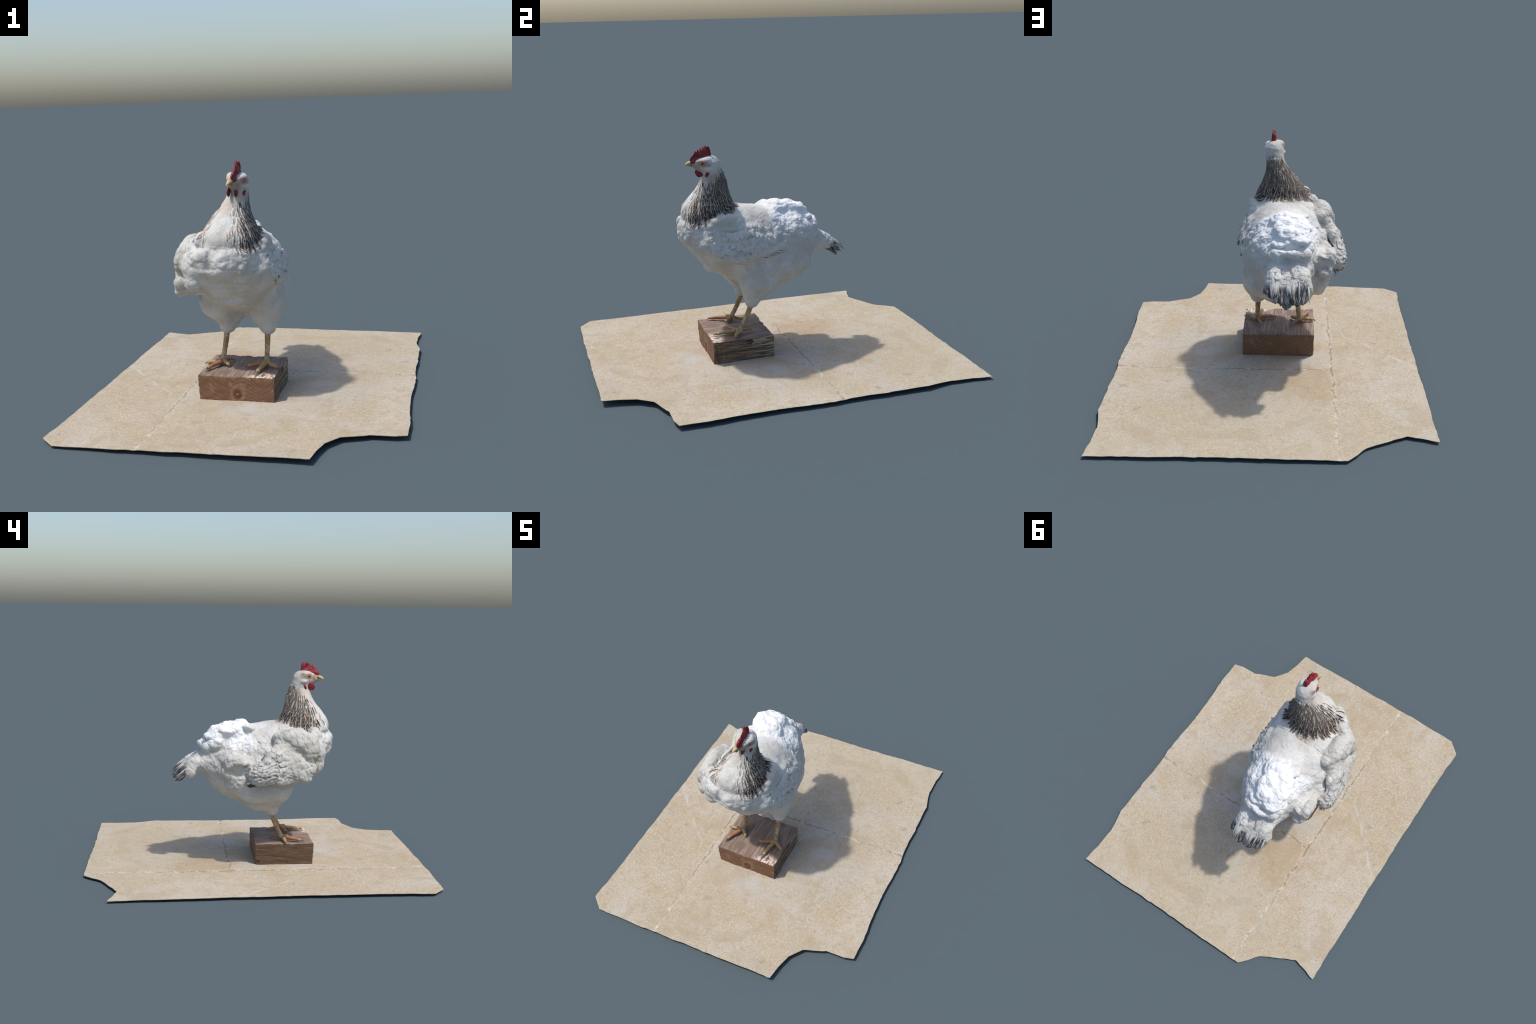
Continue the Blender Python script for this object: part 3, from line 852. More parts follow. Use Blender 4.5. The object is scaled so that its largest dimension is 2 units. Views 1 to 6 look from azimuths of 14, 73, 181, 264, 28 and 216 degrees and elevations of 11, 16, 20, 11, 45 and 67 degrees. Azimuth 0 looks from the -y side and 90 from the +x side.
def build_field():
    add_torso()
    # small keel bump and soft shoulder hump
    ellipsoid((-0.07, -0.275, 0.530), (0.08, 0.06, 0.030), (0.35, 0, 0), 0.02)
    ellipsoid((0.075, -0.24, 0.797), (0.050, 0.10, 0.052), (0, 0.5, 0.1), 0.025)
    add_neck()
    # breast rolls and the shelf that the neck feathers rest on
    for a, b, r in (((0.082, -0.30, 0.788), (0.054, -0.366, 0.770), 0.032), ((0.054, -0.366, 0.770), (0.00, -0.418, 0.762), 0.032),
                    ((0.00, -0.422, 0.762), (-0.055, -0.435, 0.780), 0.028)):
        capsule(a, b, r, r, 0.018)
    for c, r in (((-0.16, -0.425, 0.765), (0.045, 0.034, 0.050)), ((-0.205, -0.390, 0.755), (0.050, 0.040, 0.045)), ((-0.225, -0.370, 0.695), (0.042, 0.036, 0.050)),
                 ((-0.15, -0.418, 0.700), (0.040, 0.030, 0.036)), ((-0.185, -0.385, 0.835), (0.032, 0.040, 0.046)), ((-0.085, -0.442, 0.735), (0.040, 0.028, 0.046)),
                 ((-0.235, -0.345, 0.80), (0.030, 0.04, 0.05)), ((-0.240, -0.352, 0.63), (0.048, 0.040, 0.055)), ((-0.262, -0.352, 0.70), (0.042, 0.036, 0.06)), ((-0.02, -0.425, 0.705), (0.055, 0.028, 0.035))):
        ellipsoid(c, r, (0, 0, -0.4), 0.026)
    # thighs: broad cones narrowing to the hock, almost touching at the top
    for tx, cx, lx in ((0.061, 0.090, 0.070), (-0.157, -0.195, -0.152)):
        ellipsoid((cx - 0.01, -0.055, 0.475), (0.068, 0.115, 0.110), (0.45, 0, 0), 0.03)
        capsule((tx, -0.082, 0.428), (lx, -0.106, 0.331), 0.085, 0.034, 0.018)
        capsule((tx, -0.040, 0.420), (lx, -0.092, 0.335), 0.074, 0.030, 0.02)
    ellipsoid((-0.058, 0.01, 0.425), (0.070, 0.080, 0.050), (0, 0, 0), 0.03)
    # inner sides, meeting in a notch
    capsule((-0.010, -0.070, 0.418), (0.050, -0.098, 0.338), 0.052, 0.030, 0.015)
    capsule((-0.100, -0.070, 0.418), (-0.134, -0.098, 0.338), 0.052, 0.030, 0.015)
    # broad flank running from under the hanging wing to the right thigh
    ellipsoid((-0.218, -0.090, 0.510), (0.060, 0.135, 0.098), (0.15, 0.40, 0), 0.05)
    ellipsoid((-0.244, 0.020, 0.492), (0.046, 0.110, 0.092), (0.2, 0.35, 0), 0.05)
    ellipsoid((-0.180, -0.145, 0.448), (0.066, 0.055, 0.065), (0.3, 0, 0), 0.05)
    # bagginess of the right thigh and the left flank fluff
    ellipsoid((-0.165, 0.00, 0.365), (0.055, 0.060, 0.032), (0.3, 0, 0), 0.03)
    ellipsoid((0.085, 0.05, 0.53), (0.055, 0.11, 0.085), (0, 0, -0.15), 0.03)
    ellipsoid((0.045, 0.16, 0.52), (0.052, 0.09, 0.070), (0, 0, -0.3), 0.03)
    # vent fluff below the tail
    ellipsoid((-0.08, 0.218, 0.522), (0.092, 0.060, 0.058), (0.4, 0, 0), 0.03)
    # right-hand flank fluff behind the wing
    ellipsoid((-0.258, 0.110, 0.618), (0.054, 0.085, 0.058), (0, 0, 0.1), 0.015)
    ellipsoid((-0.262, 0.120, 0.545), (0.050, 0.075, 0.095), (0, 0, 0), 0.02)
    tuft_cluster((-0.272, 0.10, 0.648), (0.03, 0.065, 0.025), 0.033, 11, 0.006, 5)
    tuft_cluster((-0.275, 0.15, 0.60), (0.02, 0.035, 0.05), 0.030, 7, 0.006, 8)
    # rump: piled clumps of down over the saddle
    ellipsoid((-0.096, 0.130, 0.787), (0.098, 0.130, 0.060), (-0.12, 0.12, 0.12), 0.02)
    ellipsoid((-0.125, 0.215, 0.747), (0.076, 0.085, 0.068), (-0.5, 0, 0.1), 0.02)
    ellipsoid((-0.158, 0.030, 0.825), (0.036, 0.032, 0.020), (0.2, 0.1, 0.3), 0.007)
    ellipsoid((-0.062, 0.082, 0.834), (0.066, 0.046, 0.027), (0.1, 0.1, 0.2), 0.008)
    ellipsoid((-0.150, 0.140, 0.825), (0.052, 0.085, 0.026), (-0.15, -0.15, 0.2), 0.007)
    ellipsoid((-0.085, 0.178, 0.824), (0.062, 0.055, 0.028), (-0.25, 0, 0), 0.007)
    ellipsoid((-0.160, 0.230, 0.796), (0.052, 0.050, 0.032), (-0.6, -0.2, 0.2), 0.006)
    ellipsoid((-0.080, 0.243, 0.790), (0.050, 0.045, 0.032), (-0.7, 0.1, 0), 0.006)
    ellipsoid((-0.026, 0.110, 0.785), (0.042, 0.060, 0.028), (0, 0.6, -0.1), 0.007)
    ellipsoid((-0.018, 0.180, 0.728), (0.040, 0.050, 0.040), (0, 0.7, -0.2), 0.01)
    ellipsoid((-0.185, 0.240, 0.740), (0.036, 0.050, 0.040), (-0.4, -0.3, 0), 0.007)
    ellipsoid((-0.165, 0.285, 0.715), (0.042, 0.042, 0.040), (-0.4, 0, 0), 0.008)
    ellipsoid((-0.060, 0.290, 0.700), (0.062, 0.042, 0.050), (-0.5, 0, 0), 0.008)
    # loose flaps of down: flat tongues that lift at their rear edge
    for c, r, rot in (((-0.156, 0.050, 0.832), (0.042, 0.044, 0.012), (0.25, 0.10, 0.3)), ((-0.055, 0.105, 0.834), (0.055, 0.052, 0.012), (0.22, 0.20, -0.1)),
                      ((-0.110, 0.120, 0.834), (0.050, 0.058, 0.012), (0.12, -0.10, 0.2)), ((-0.170, 0.165, 0.825), (0.045, 0.062, 0.013), (0.05, -0.30, 0.3)),
                      ((-0.095, 0.210, 0.826), (0.060, 0.052, 0.013), (-0.10, 0.05, 0)), ((-0.030, 0.150, 0.798), (0.042, 0.060, 0.012), (0.05, 0.55, -0.2)),
                      ((-0.155, 0.262, 0.790), (0.056, 0.040, 0.014), (-0.30, -0.15, 0.2)), ((-0.065, 0.268, 0.775), (0.055, 0.040, 0.014), (-0.40, 0.20, -0.1)),
                      ((0.000, 0.100, 0.776), (0.038, 0.060, 0.012), (0.1, 0.75, 0)), ((0.008, 0.190, 0.726), (0.036, 0.055, 0.012), (-0.1, 0.85, -0.2)),
                      ((-0.110, 0.318, 0.722), (0.050, 0.020, 0.036), (-0.5, 0, 0.1)),
                      ((-0.285, 0.150, 0.655), (0.045, 0.050, 0.014), (0.2, -0.35, 0.2)), ((-0.300, 0.100, 0.660), (0.040, 0.055, 0.014), (0.1, -0.5, 0.1)),
                      ((-0.250, 0.060, 0.676), (0.038, 0.050, 0.013), (0.1, -0.35, 0)), ((-0.306, 0.165, 0.600), (0.014, 0.045, 0.040), (0, 0, 0.2)), ((-0.312, 0.120, 0.652), (0.026, 0.045, 0.026), (0, -0.3, 0.2)), ((-0.316, 0.135, 0.672), (0.024, 0.045, 0.022), (0, -0.2, 0.2))):
        ellipsoid(c, r, rot, 0.005)
    # hollow shade under the rump flap on the right
    ellipsoid((-0.245, 0.235, 0.725), (0.030, 0.060, 0.030), (0, 0, 0.1), 0.01, "cut")
    # tail lobes
    ellipsoid((-0.205, 0.385, 0.575), (0.016, 0.030, 0.036), (0, 0, 0), 0.008)
    ellipsoid((-0.165, 0.36, 0.615), (0.045, 0.06, 0.04), (-0.5, 0, 0), 0.01)
    ellipsoid((-0.045, 0.37, 0.615), (0.050, 0.06, 0.04), (-0.5, 0, 0), 0.01)
    # head
    yaw = -0.148
    ellipsoid((-0.013, -0.300, 1.112), (0.048, 0.060, 0.045), (0.22, 0, yaw), 0.02)
    ellipsoid((-0.030, -0.310, 1.130), (0.030, 0.040, 0.027), (0.1, 0, yaw), 0.012)
    ellipsoid((-0.018, -0.335, 1.115), (0.037, 0.040, 0.033), (0.15, 0, yaw), 0.015)
    ellipsoid((-0.022, -0.362, 1.112), (0.024, 0.030, 0.022), (0.2, 0, yaw), 0.012)
    ellipsoid((-0.016, -0.335, 1.092), (0.031, 0.034, 0.020), (0.1, 0, yaw), 0.012)
    # brow and white ear tufts
    ellipsoid((0.028, -0.306, 1.086), (0.016, 0.021, 0.014), (0, 0, yaw), 0.004)
    capsule((0.008, -0.358, 1.128), (0.021, -0.312, 1.134), 0.012, 0.017, 0.015)
    capsule((-0.042, -0.352, 1.131), (-0.052, -0.305, 1.138), 0.012, 0.016, 0.015)
    ellipsoid((-0.060, -0.294, 1.094), (0.016, 0.023, 0.014), (0, 0, yaw), 0.004)
    add_right_wing()
    # down filling the gap between wing and flank
    ellipsoid((-0.284, -0.010, 0.605), (0.052, 0.085, 0.075), (0.3, 0, 0), 0.012)
    ellipsoid((-0.262, -0.065, 0.675), (0.040, 0.060, 0.055), (0.3, 0, 0), 0.012)
    # upper lobe of the hanging wing and its swollen coverts
    capsule((-0.274, -0.248, 0.799), (-0.264, -0.130, 0.780), 0.045, 0.038, 0.010)
    for c, r in (((-0.310, -0.235, 0.765), (0.024, 0.075, 0.050)), ((-0.340, -0.140, 0.680), (0.022, 0.110, 0.040)), ((-0.346, -0.215, 0.650), (0.024, 0.050, 0.034)),
                 ((-0.312, -0.310, 0.710), (0.030, 0.036, 0.055)), ((-0.322, -0.286, 0.615), (0.032, 0.050, 0.050)), ((-0.354, -0.185, 0.602), (0.022, 0.065, 0.034)),
                 ((-0.338, -0.240, 0.575), (0.024, 0.070, 0.034)), ((-0.290, -0.30, 0.775), (0.030, 0.045, 0.040))):
        ellipsoid(c, r, (0.3, 0.25, 0), 0.024)
    # groove between the wing's lower and upper halves
    add_left_wing()

build_field()

def surface_nets(F):
    """dual mesh of the zero level: one vertex in every cell the surface crosses"""
    S = F < 0
    corners = [(i, j, k) for i in (0, 1) for j in (0, 1) for k in (0, 1)]
    sl = lambda a, d, n: a[d[0]:d[0] + n[0], d[1]:d[1] + n[1], d[2]:d[2] + n[2]]
    n = tuple(s - 1 for s in F.shape)
    cnt = sum(sl(S, c, n).astype(np.int8) for c in corners)
    I = np.argwhere((cnt > 0) & (cnt < 8))
    idx = np.full(n, -1, dtype=np.int64)
    idx[tuple(I.T)] = np.arange(len(I))
    acc, num = np.zeros((len(I), 3)), np.zeros(len(I))
    for a in corners:
        for ax in range(3):
            if a[ax]:
                continue
            b = list(a); b[ax] = 1
            fa, fb = F[tuple((I + a).T)], F[tuple((I + b).T)]
            x = (fa < 0) != (fb < 0)
            t = np.where(x, fa / np.where(x, fa - fb, 1), 0)
            p = np.array(a, float)[None] + np.eye(3)[ax][None] * t[:, None]
            acc += np.where(x[:, None], p, 0)
            num += x
    V = (I + acc / num[:, None]) * STEP + np.array([X0, Y0, Z0])
    quads = []
    for ax in range(3):
        u, v = (ax + 1) % 3, (ax + 2) % 3
        m = [s for s in F.shape]; m[ax] -= 1
        A = np.take(S, range(F.shape[ax] - 1), axis=ax); B = np.take(S, range(1, F.shape[ax]), axis=ax)
        E = np.argwhere(A != B)
        E = E[(E[:, u] > 0) & (E[:, v] > 0) & (E[:, u] < F.shape[u] - 1) & (E[:, v] < F.shape[v] - 1)]
        du, dv = np.eye(3, dtype=int)[u], np.eye(3, dtype=int)[v]
        q = np.stack([idx[tuple((E - o).T)] for o in (du + dv, dv, 0 * du, du)], axis=1)
        flip = ~S[tuple(E.T)]
        q[flip] = q[flip][:, ::-1]
        quads.append(q)
    return V, np.vstack(quads)

V, Q = surface_nets(FIELD)

def edges_of(Q):
    e = np.vstack([Q[:, [0, 1]], Q[:, [1, 2]], Q[:, [2, 3]], Q[:, [3, 0]]])
    return np.unique(np.sort(e, axis=1), axis=0)

def relax(V, Q, rounds, amount=0.5):
    E = edges_of(Q)
    deg = np.bincount(E.ravel(), minlength=len(V))[:, None]
    for _ in range(rounds):
        s = np.zeros_like(V)
        for c in range(3):
            s[:, c] = np.bincount(E[:, 0], V[E[:, 1], c], len(V)) + np.bincount(E[:, 1], V[E[:, 0], c], len(V))
        V = V + amount * (s / deg - V)
    return V

def biggest_piece(V, Q):
    lab = np.arange(len(V))
    E = edges_of(Q)
    while True:
        m = np.minimum(lab[E[:, 0]], lab[E[:, 1]])
        new = lab.copy()
        np.minimum.at(new, E[:, 0], m)
        np.minimum.at(new, E[:, 1], m)
        new = new[new]
        if (new == lab).all():
            break
        lab = new
    root = np.bincount(lab).argmax()
    keep = lab == root
    m = np.cumsum(keep) - 1
    return V[keep], m[Q[keep[Q[:, 0]]]]

V, Q = biggest_piece(V, Q)
V = relax(V, Q, 4)
# one round of subdivision for the relief
tmp = bpy.data.meshes.new("tmp")
tmp.from_pydata(V.tolist(), [], Q.tolist())
ob = bpy.data.objects.new("tmp", tmp)
scene.collection.objects.link(ob)
md = ob.modifiers.new("s", "SUBSURF"); md.levels = 1; md.render_levels = 1
dg = bpy.context.evaluated_depsgraph_get()
ev = ob.evaluated_get(dg).to_mesh()
V = np.empty(len(ev.vertices) * 3); ev.vertices.foreach_get("co", V); V = V.reshape(-1, 3)
Q = np.empty(len(ev.polygons) * 4, dtype=np.int32); ev.polygons.foreach_get("vertices", Q); Q = Q.reshape(-1, 4)
ob.evaluated_get(dg).to_mesh_clear()
bpy.data.objects.remove(ob)
bpy.data.meshes.remove(tmp)

def normals(V, Q):
    n = np.cross(V[Q[:, 2]] - V[Q[:, 0]], V[Q[:, 3]] - V[Q[:, 1]])
    N = np.zeros_like(V)
    for c in range(3):
        N[:, c] = sum(np.bincount(Q[:, k], n[:, c], len(V)) for k in range(4))
    return N / (np.linalg.norm(N, axis=1)[:, None] + 1e-12)

# ------------------------------------------------------------------ regions
def hackle_floor(x, y):
    """height of the lower border of the dark neck feathers, round the neck"""
    a = np.degrees(np.arctan2(x + 0.06, -(y + 0.29)))  # 0 in front, 90 on the hen's left
    return np.interp(a, [-180, -150, -120, -90, -60, -30, 0, 20, 45, 70, 100, 130, 160, 180],
                     [.862, .850, .842, .832, .818, .815, .815, .800, .795, .815, .850, .866, .868, .862])

def regions(P):
    x, y, z = P.T
    r = np.zeros(len(P), dtype=int)                                   # torso
    r[(y < -0.12) & (z > hackle_floor(x, y)) & (x > -0.225)] = 1      # neck
    r[(y < -0.19) & (z > 1.062 + 0.35 * (y + 0.28))] = 2              # head
    w = outline_distance(WING_OUTLINE, y, z)
    r[(w < 0.012) & (x < np.minimum(wing_face(y, z) + 0.060, -0.235)) & (r != 1)] = 3
    wl = outline_distance(LEFT_WING, y, z)
    r[(wl < 0.004) & (x > 0.06) & (r == 0)] = 4
    r[(z < 0.47 - 0.25 * np.abs(y + 0.06)) & (x > -0.05) & (y < 0.10)] = 5
    r[(z < 0.47 - 0.25 * np.abs(y + 0.06)) & (x <= -0.05) & (y < 0.10)] = 6
    r[(y > 0.325)] = 7                                                # tail
    return r

# ------------------------------------------------------------------ relief: lumps of plumage, overlapping contour feathers, barbs
N = normals(V, Q)
region = regions(V)
x, y, z = V.T
ALL_EDGES = edges_of(Q)
DEGREE = np.bincount(ALL_EDGES.ravel(), minlength=len(V))
def soft(mask, rounds=14):
    m = mask.astype(float)
    for _ in range(rounds):
        m = 0.4 * m + 0.6 * (np.bincount(ALL_EDGES[:, 0], m[ALL_EDGES[:, 1]], len(V)) + np.bincount(ALL_EDGES[:, 1], m[ALL_EDGES[:, 0]], len(V))) / DEGREE
    return m
is_head, is_neck = soft(region == 2), soft(region == 1)
low = smoothstep(0.60, 0.48, z)                                       # belly and thighs: close, smooth feathers
rump = smoothstep(0.0, 0.06, y) * smoothstep(0.62, 0.72, z) * smoothstep(0.36, 0.30, y)
fluff = smoothstep(-0.02, 0.03, y) * smoothstep(-0.20, -0.25, x)
rwing = soft(region == 3, 8)
lwing = smoothstep(0.0, -0.035, outline_distance(LEFT_WING, y, z)) * smoothstep(0.05, 0.09, x) * smoothstep(-0.42, -0.34, y) * smoothstep(0.80, 0.76, z)
body = (1 - is_head) * (1 - is_neck)

def puffs(V, N, count, size, seed, mask):
    """cauliflower lumps: domes around scattered centres, creased where they meet"""
    r = np.random.default_rng(seed)
    ids = np.flatnonzero(mask > 0.3)
    c = r.choice(ids, min(count, len(ids)), replace=False)
    t = KDTree(len(c))
    for i, k in enumerate(c):
        t.insert(V[k], i)
    t.balance()
    d = np.zeros(len(V))
    for i in ids:
        d[i] = t.find(V[i])[2]
    return np.clip(1 - (d / size) ** 2, 0, 1) * (mask > 0.3)

def contour_feathers(V, N, spacing, length, width, seed, mask):
    """relief of overlapping feather tips pointing to the tail"""
    r = np.random.default_rng(seed)
    ids = np.flatnonzero(mask > 0.3)
    r.shuffle(ids)
    taken, cent = {}, []
    for i in ids:
        key = tuple(np.floor(V[i] / spacing).astype(int))
        if key in taken:
            continue
        taken[key] = 1
        cent.append(i)
    C = V[cent]
    flow = np.tile(np.array([[0.0, 1.0, -0.45]]), (len(cent), 1)) + r.normal(0, 0.22, (len(cent), 3))
    flow -= N[cent] * (flow * N[cent]).sum(1)[:, None]
    flow /= np.linalg.norm(flow, axis=1)[:, None] + 1e-9
    side = np.cross(N[cent], flow)
    Ls = length * r.uniform(0.75, 1.25, len(cent))
    t = KDTree(len(cent))
    for i, p in enumerate(C):
        t.insert(p, i)
    t.balance()
    h = np.zeros(len(V))
    for i in np.flatnonzero(mask > 0.05):
        p = V[i]
        best = 0.0
        for _, k, dd in t.find_n(p, 9):
            d = p - C[k]
            u = d @ flow[k] / Ls[k] + 0.5
            if u <= 0 or u >= 1:
                continue
            w = width * (u * (1.35 - u)) ** 0.5 * 1.6
            v = abs(d @ side[k]) / w
            if v < 1 and u * u < 1 - 0.25 * v * v:
                best = max(best, u * (1 - 0.35 * v * v))
        h[i] = best
    return h

disp = np.zeros(len(V))
warp = V + 0.016 * np.c_[vnoise(V, 22, 201), vnoise(V, 22, 202), vnoise(V, 22, 203)] + 0.006 * np.c_[vnoise(V, 60, 204), vnoise(V, 60, 205), vnoise(V, 60, 206)]
smooth_feathers = body * (1 - 0.85 * low)
breast = body * smoothstep(-0.10, -0.20, y) * smoothstep(0.55, 0.63, z) * (1 - rwing)
lumpy = np.maximum(rump, fluff * smoothstep(0.42, 0.55, z)) * body
saddle = body * smoothstep(-0.16, -0.11, y) * smoothstep(0.06, 0.0, y) * smoothstep(0.77, 0.81, z) * smoothstep(-0.24, -0.2, x)
disp += 0.0050 * body * (1 - 0.5 * low) * fbm(V, 12, 101, 2)
disp += 0.0007 * body * fbm(V, 55, 103, 2)
disp += 0.0066 * smooth_feathers * (1 - 0.25 * lumpy) * (1 - 0.6 * breast) * (1 - 0.7 * saddle) * contour_feathers(V, N, 0.026, 0.058, 0.020, 3, smooth_feathers)
disp += 0.0085 * lwing * contour_feathers(V, N, 0.034, 0.080, 0.026, 14, lwing)
disp += 0.0020 * low * body * contour_feathers(V, N, 0.030, 0.065, 0.020, 4, low * body)
disp += 0.0090 * breast * (puffs(warp, N, 34, 0.080, 6, breast) - 0.45)
disp += 0.0026 * breast * (puffs(warp, N, 150, 0.034, 26, breast) - 0.45)
disp += 0.0085 * lumpy * (puffs(warp, N, 55, 0.052, 7, lumpy) - 0.5)
disp += 0.0022 * lumpy * (puffs(warp, N, 220, 0.026, 17, lumpy) - 0.5)
disp += 0.0016 * lumpy * fbm(V * np.array([1, 0.5, 1]), 70, 107, 3)
disp += 0.0036 * lumpy * fbm(V, 34, 127, 2)
disp += 0.0008 * body * (1 - low) * fbm(V, 38, 129, 2)
disp += 0.0080 * rwing * (puffs(warp, N, 26, 0.066, 9, rwing) - 0.45)
disp -= 0.0045 * np.maximum(0.6 * rwing, breast) * (1 - smoothstep(0.0, 0.42, np.abs(fbm(V * np.array([0.8, 0.8, 1.5]), 11, 109, 2))))
# quill ridges on the lower hanging wing
qd = rwing * smoothstep(0.68, 0.60, z) * smoothstep(-0.26, -0.16, y)
disp += 0.0010 * qd * np.sin((z - 0.45 * y) * 330 + 5 * vnoise(V, 16, 5))
disp += 0.0018 * rwing * vnoise(V * np.array([1, 1.0, 0.35]), 90, 111)
tailz = soft(region == 7)
disp += 0.0030 * tailz * fbm(V * np.array([1, 0.3, 0.5]), 60, 113, 2)
disp += is_head * 0.0010 * fbm(V, 60, 115, 3)
disp += is_neck * (0.0018 * fbm(V * np.array([1, 1, 0.35]), 45, 117, 3))
V = V + N * disp[:, None]
V = relax(V, Q, 1, 0.25)
N = normals(V, Q)

# ------------------------------------------------------------------ cut the body into named parts
hen = bpy.data.objects.new("hen", None)
scene.collection.objects.link(hen)
hen["label"] = "white hen with dark laced neck feathers and red comb"
hen["category"] = "hen"

fc = V[Q].mean(1)
freg = regions(fc)
body_bvh = BVHTree.FromPolygons(V.tolist(), Q.tolist())
PART = {0: ("torso", MAT_WHITE), 1: ("neck", MAT_NECK), 2: ("head", MAT_HEAD), 3: ("wing", MAT_WING), 4: ("wing", MAT_WHITE),
        5: ("thigh", MAT_WHITE), 6: ("thigh", MAT_WHITE), 7: ("tail", MAT_WHITE)}
parts = {}
for k, (name, m) in PART.items():
    q = Q[freg == k]
    use = np.unique(q)
    remap = np.full(len(V), -1)
    remap[use] = np.arange(len(use))
    o = mesh_object(name, V[use], remap[q], m, hen)
    o.data.normals_split_custom_set_from_vertices(N[use].tolist())
    parts[k] = o
torso, neck, head, wing_r, wing_l, thigh_l, thigh_r, tail = (parts[i] for i in range(8))

def on_surface(p):
    loc, nor, i, d = body_bvh.find_nearest(Vector(p))
    return np.array(loc), np.array(nor)

# ------------------------------------------------------------------ feathers
def feather_mesh(name, mat, profile, rows=7, cols=5, thick=0.0012, curl=0.10, cup=0.12, fray=0.0, seed=0):
    """a blade along +Y of length 1; profile(v) gives its half width; really two-sided and closed"""
    r = np.random.default_rng(seed)
    V, F, UV = [], [], []
    for s in (1, -1):
        for i in range(rows):
            v = i / (rows - 1)
            w = profile(v)
            for j in range(cols):
                u = j / (cols - 1)
                a = 2 * u - 1
                zz = -curl * v * v - cup * w * a * a + s * thick * (1 - 0.8 * abs(a)) * (1 - 0.6 * v)
                vv = v + (fray * r.uniform(-1, 1) if i == rows - 1 else 0) - (0.06 * a * a if i == rows - 1 else 0)
                V.append((w * a, vv, zz))
                UV.append((u, v))
    n = rows * cols
    for i in range(rows - 1):
        for j in range(cols - 1):
            a = i * cols + j
            F.append((a, a + 1, a + cols + 1, a + cols))
            F.append((n + a + cols, n + a + cols + 1, n + a + 1, n + a))
    ring = [j for j in range(cols)] + [i * cols + cols - 1 for i in range(1, rows)] + [(rows - 1) * cols + j for j in range(cols - 2, -1, -1)] + [i * cols for i in range(rows - 2, 0, -1)]
    for a, b in zip(ring, ring[1:] + ring[:1]):
        F.append((b, a, n + a, n + b))
    me = bpy.data.meshes.new(name)
    me.from_pydata(V, [], F)
    uv = me.uv_layers.new(name="UVMap")
    for l in me.loops:
        uv.data[l.index].uv = UV[l.vertex_index]
    me.materials.append(mat)
    me.polygons.foreach_set("use_smooth", np.ones(len(me.polygons), dtype=bool))
    me.update()
    return me

def place(me, name, root, along, normal, length, width, parent, dark, lift=1.0, tone=0.0):
    y_ = np.array(along, float); y_ /= np.linalg.norm(y_)
    z_ = np.array(normal, float); z_ -= y_ * (z_ @ y_); z_ /= np.linalg.norm(z_)
    x_ = np.cross(y_, z_)
    M = Matrix(((x_[0] * width, y_[0] * length, z_[0] * length * lift, root[0]), (x_[1] * width, y_[1] * length, z_[1] * length * lift, root[1]),
                (x_[2] * width, y_[2] * length, z_[2] * length * lift, root[2]), (0, 0, 0, 1)))
    o = bpy.data.objects.new(name, me)
    scene.collection.objects.link(o)
    o.parent = parent
    o.matrix_world = M
    o["dark"] = float(dark)
    o["tone"] = float(tone)
    return o

def lying_feather(name, mat, root, along, length, width, profile, parent, dark, tone=0.0, rows=8, cols=5, rise=(0.0012, 0.0045), thick=0.0012, seed=0):
    """a feather that follows the skin beneath it: walks over the body from root to tip"""
    r = np.random.default_rng(seed)
    p, n = on_surface(root)
    root = p.copy()
    d = np.array(along, float)
    P, S, Nn = [], [], []
    ds = length / (rows - 1)
    for i in range(rows):
        d = d - n * (d @ n)
        d /= np.linalg.norm(d) + 1e-9
        P.append(p); Nn.append(n); S.append(np.cross(d, n))
        q, m = on_surface(p + d * ds)
        d = q - p if np.linalg.norm(q - p) > 0.35 * ds else d
        p, n = q, m
    for _ in range(2):
        Nn = [Nn[0]] + [(Nn[i - 1] + Nn[i] + Nn[i + 1]) for i in range(1, rows - 1)] + [Nn[-1]]
        Nn = [v / np.linalg.norm(v) for v in Nn]
    V, F, UV = [], [], []
    skew = r.normal(0, 0.10)
    for sgn in (1, -1):
        for i in range(rows):
            v = i / (rows - 1)
            w = profile(v) * width
            h = rise[0] + (rise[1] - rise[0]) * v
            for j in range(cols):
                a = 2 * j / (cols - 1) - 1
                z_ = h - 0.22 * w * a * a + sgn * thick * (1 - 0.85 * abs(a)) * (1 - 0.5 * v)
                V.append(P[i] - root + S[i] * a * w * (1 + skew * a) + Nn[i] * z_)
                UV.append((j / (cols - 1), v))
    n_ = rows * cols
    for i in range(rows - 1):
        for j in range(cols - 1):
            a = i * cols + j
            F.append((a, a + 1, a + cols + 1, a + cols))
            F.append((n_ + a + cols, n_ + a + cols + 1, n_ + a + 1, n_ + a))
    ring_ = [j for j in range(cols)] + [i * cols + cols - 1 for i in range(1, rows)] + [(rows - 1) * cols + j for j in range(cols - 2, -1, -1)] + [i * cols for i in range(rows - 2, 0, -1)]
    for a, b in zip(ring_, ring_[1:] + ring_[:1]):
        F.append((b, a, n_ + a, n_ + b))
    o = mesh_object(name, V, F, mat, parent)
    uv = o.data.uv_layers.new(name="UVMap")
    for l in o.data.loops:
        uv.data[l.index].uv = UV[l.vertex_index]
    o.location = root
    o["dark"] = float(dark)
    o["tone"] = float(tone)
    return o

# --- neck hackle: overlapping rows from the nape down to a ragged border
lance = lambda v: 0.5 * (0.35 + 0.65 * math.sin(math.pi * min(1, 0.18 + 0.62 * v))) * (1 if v < 0.6 else math.sqrt(max(0.01, 1 - ((v - 0.6) / 0.4) ** 2)))
hackle_meshes = [feather_mesh("hackle_feather", MAT_HACKLE, lance, 7, 5, 0.022, c, 0.35, 0.02, i) for i, c in enumerate((0.06, 0.09, 0.12))]

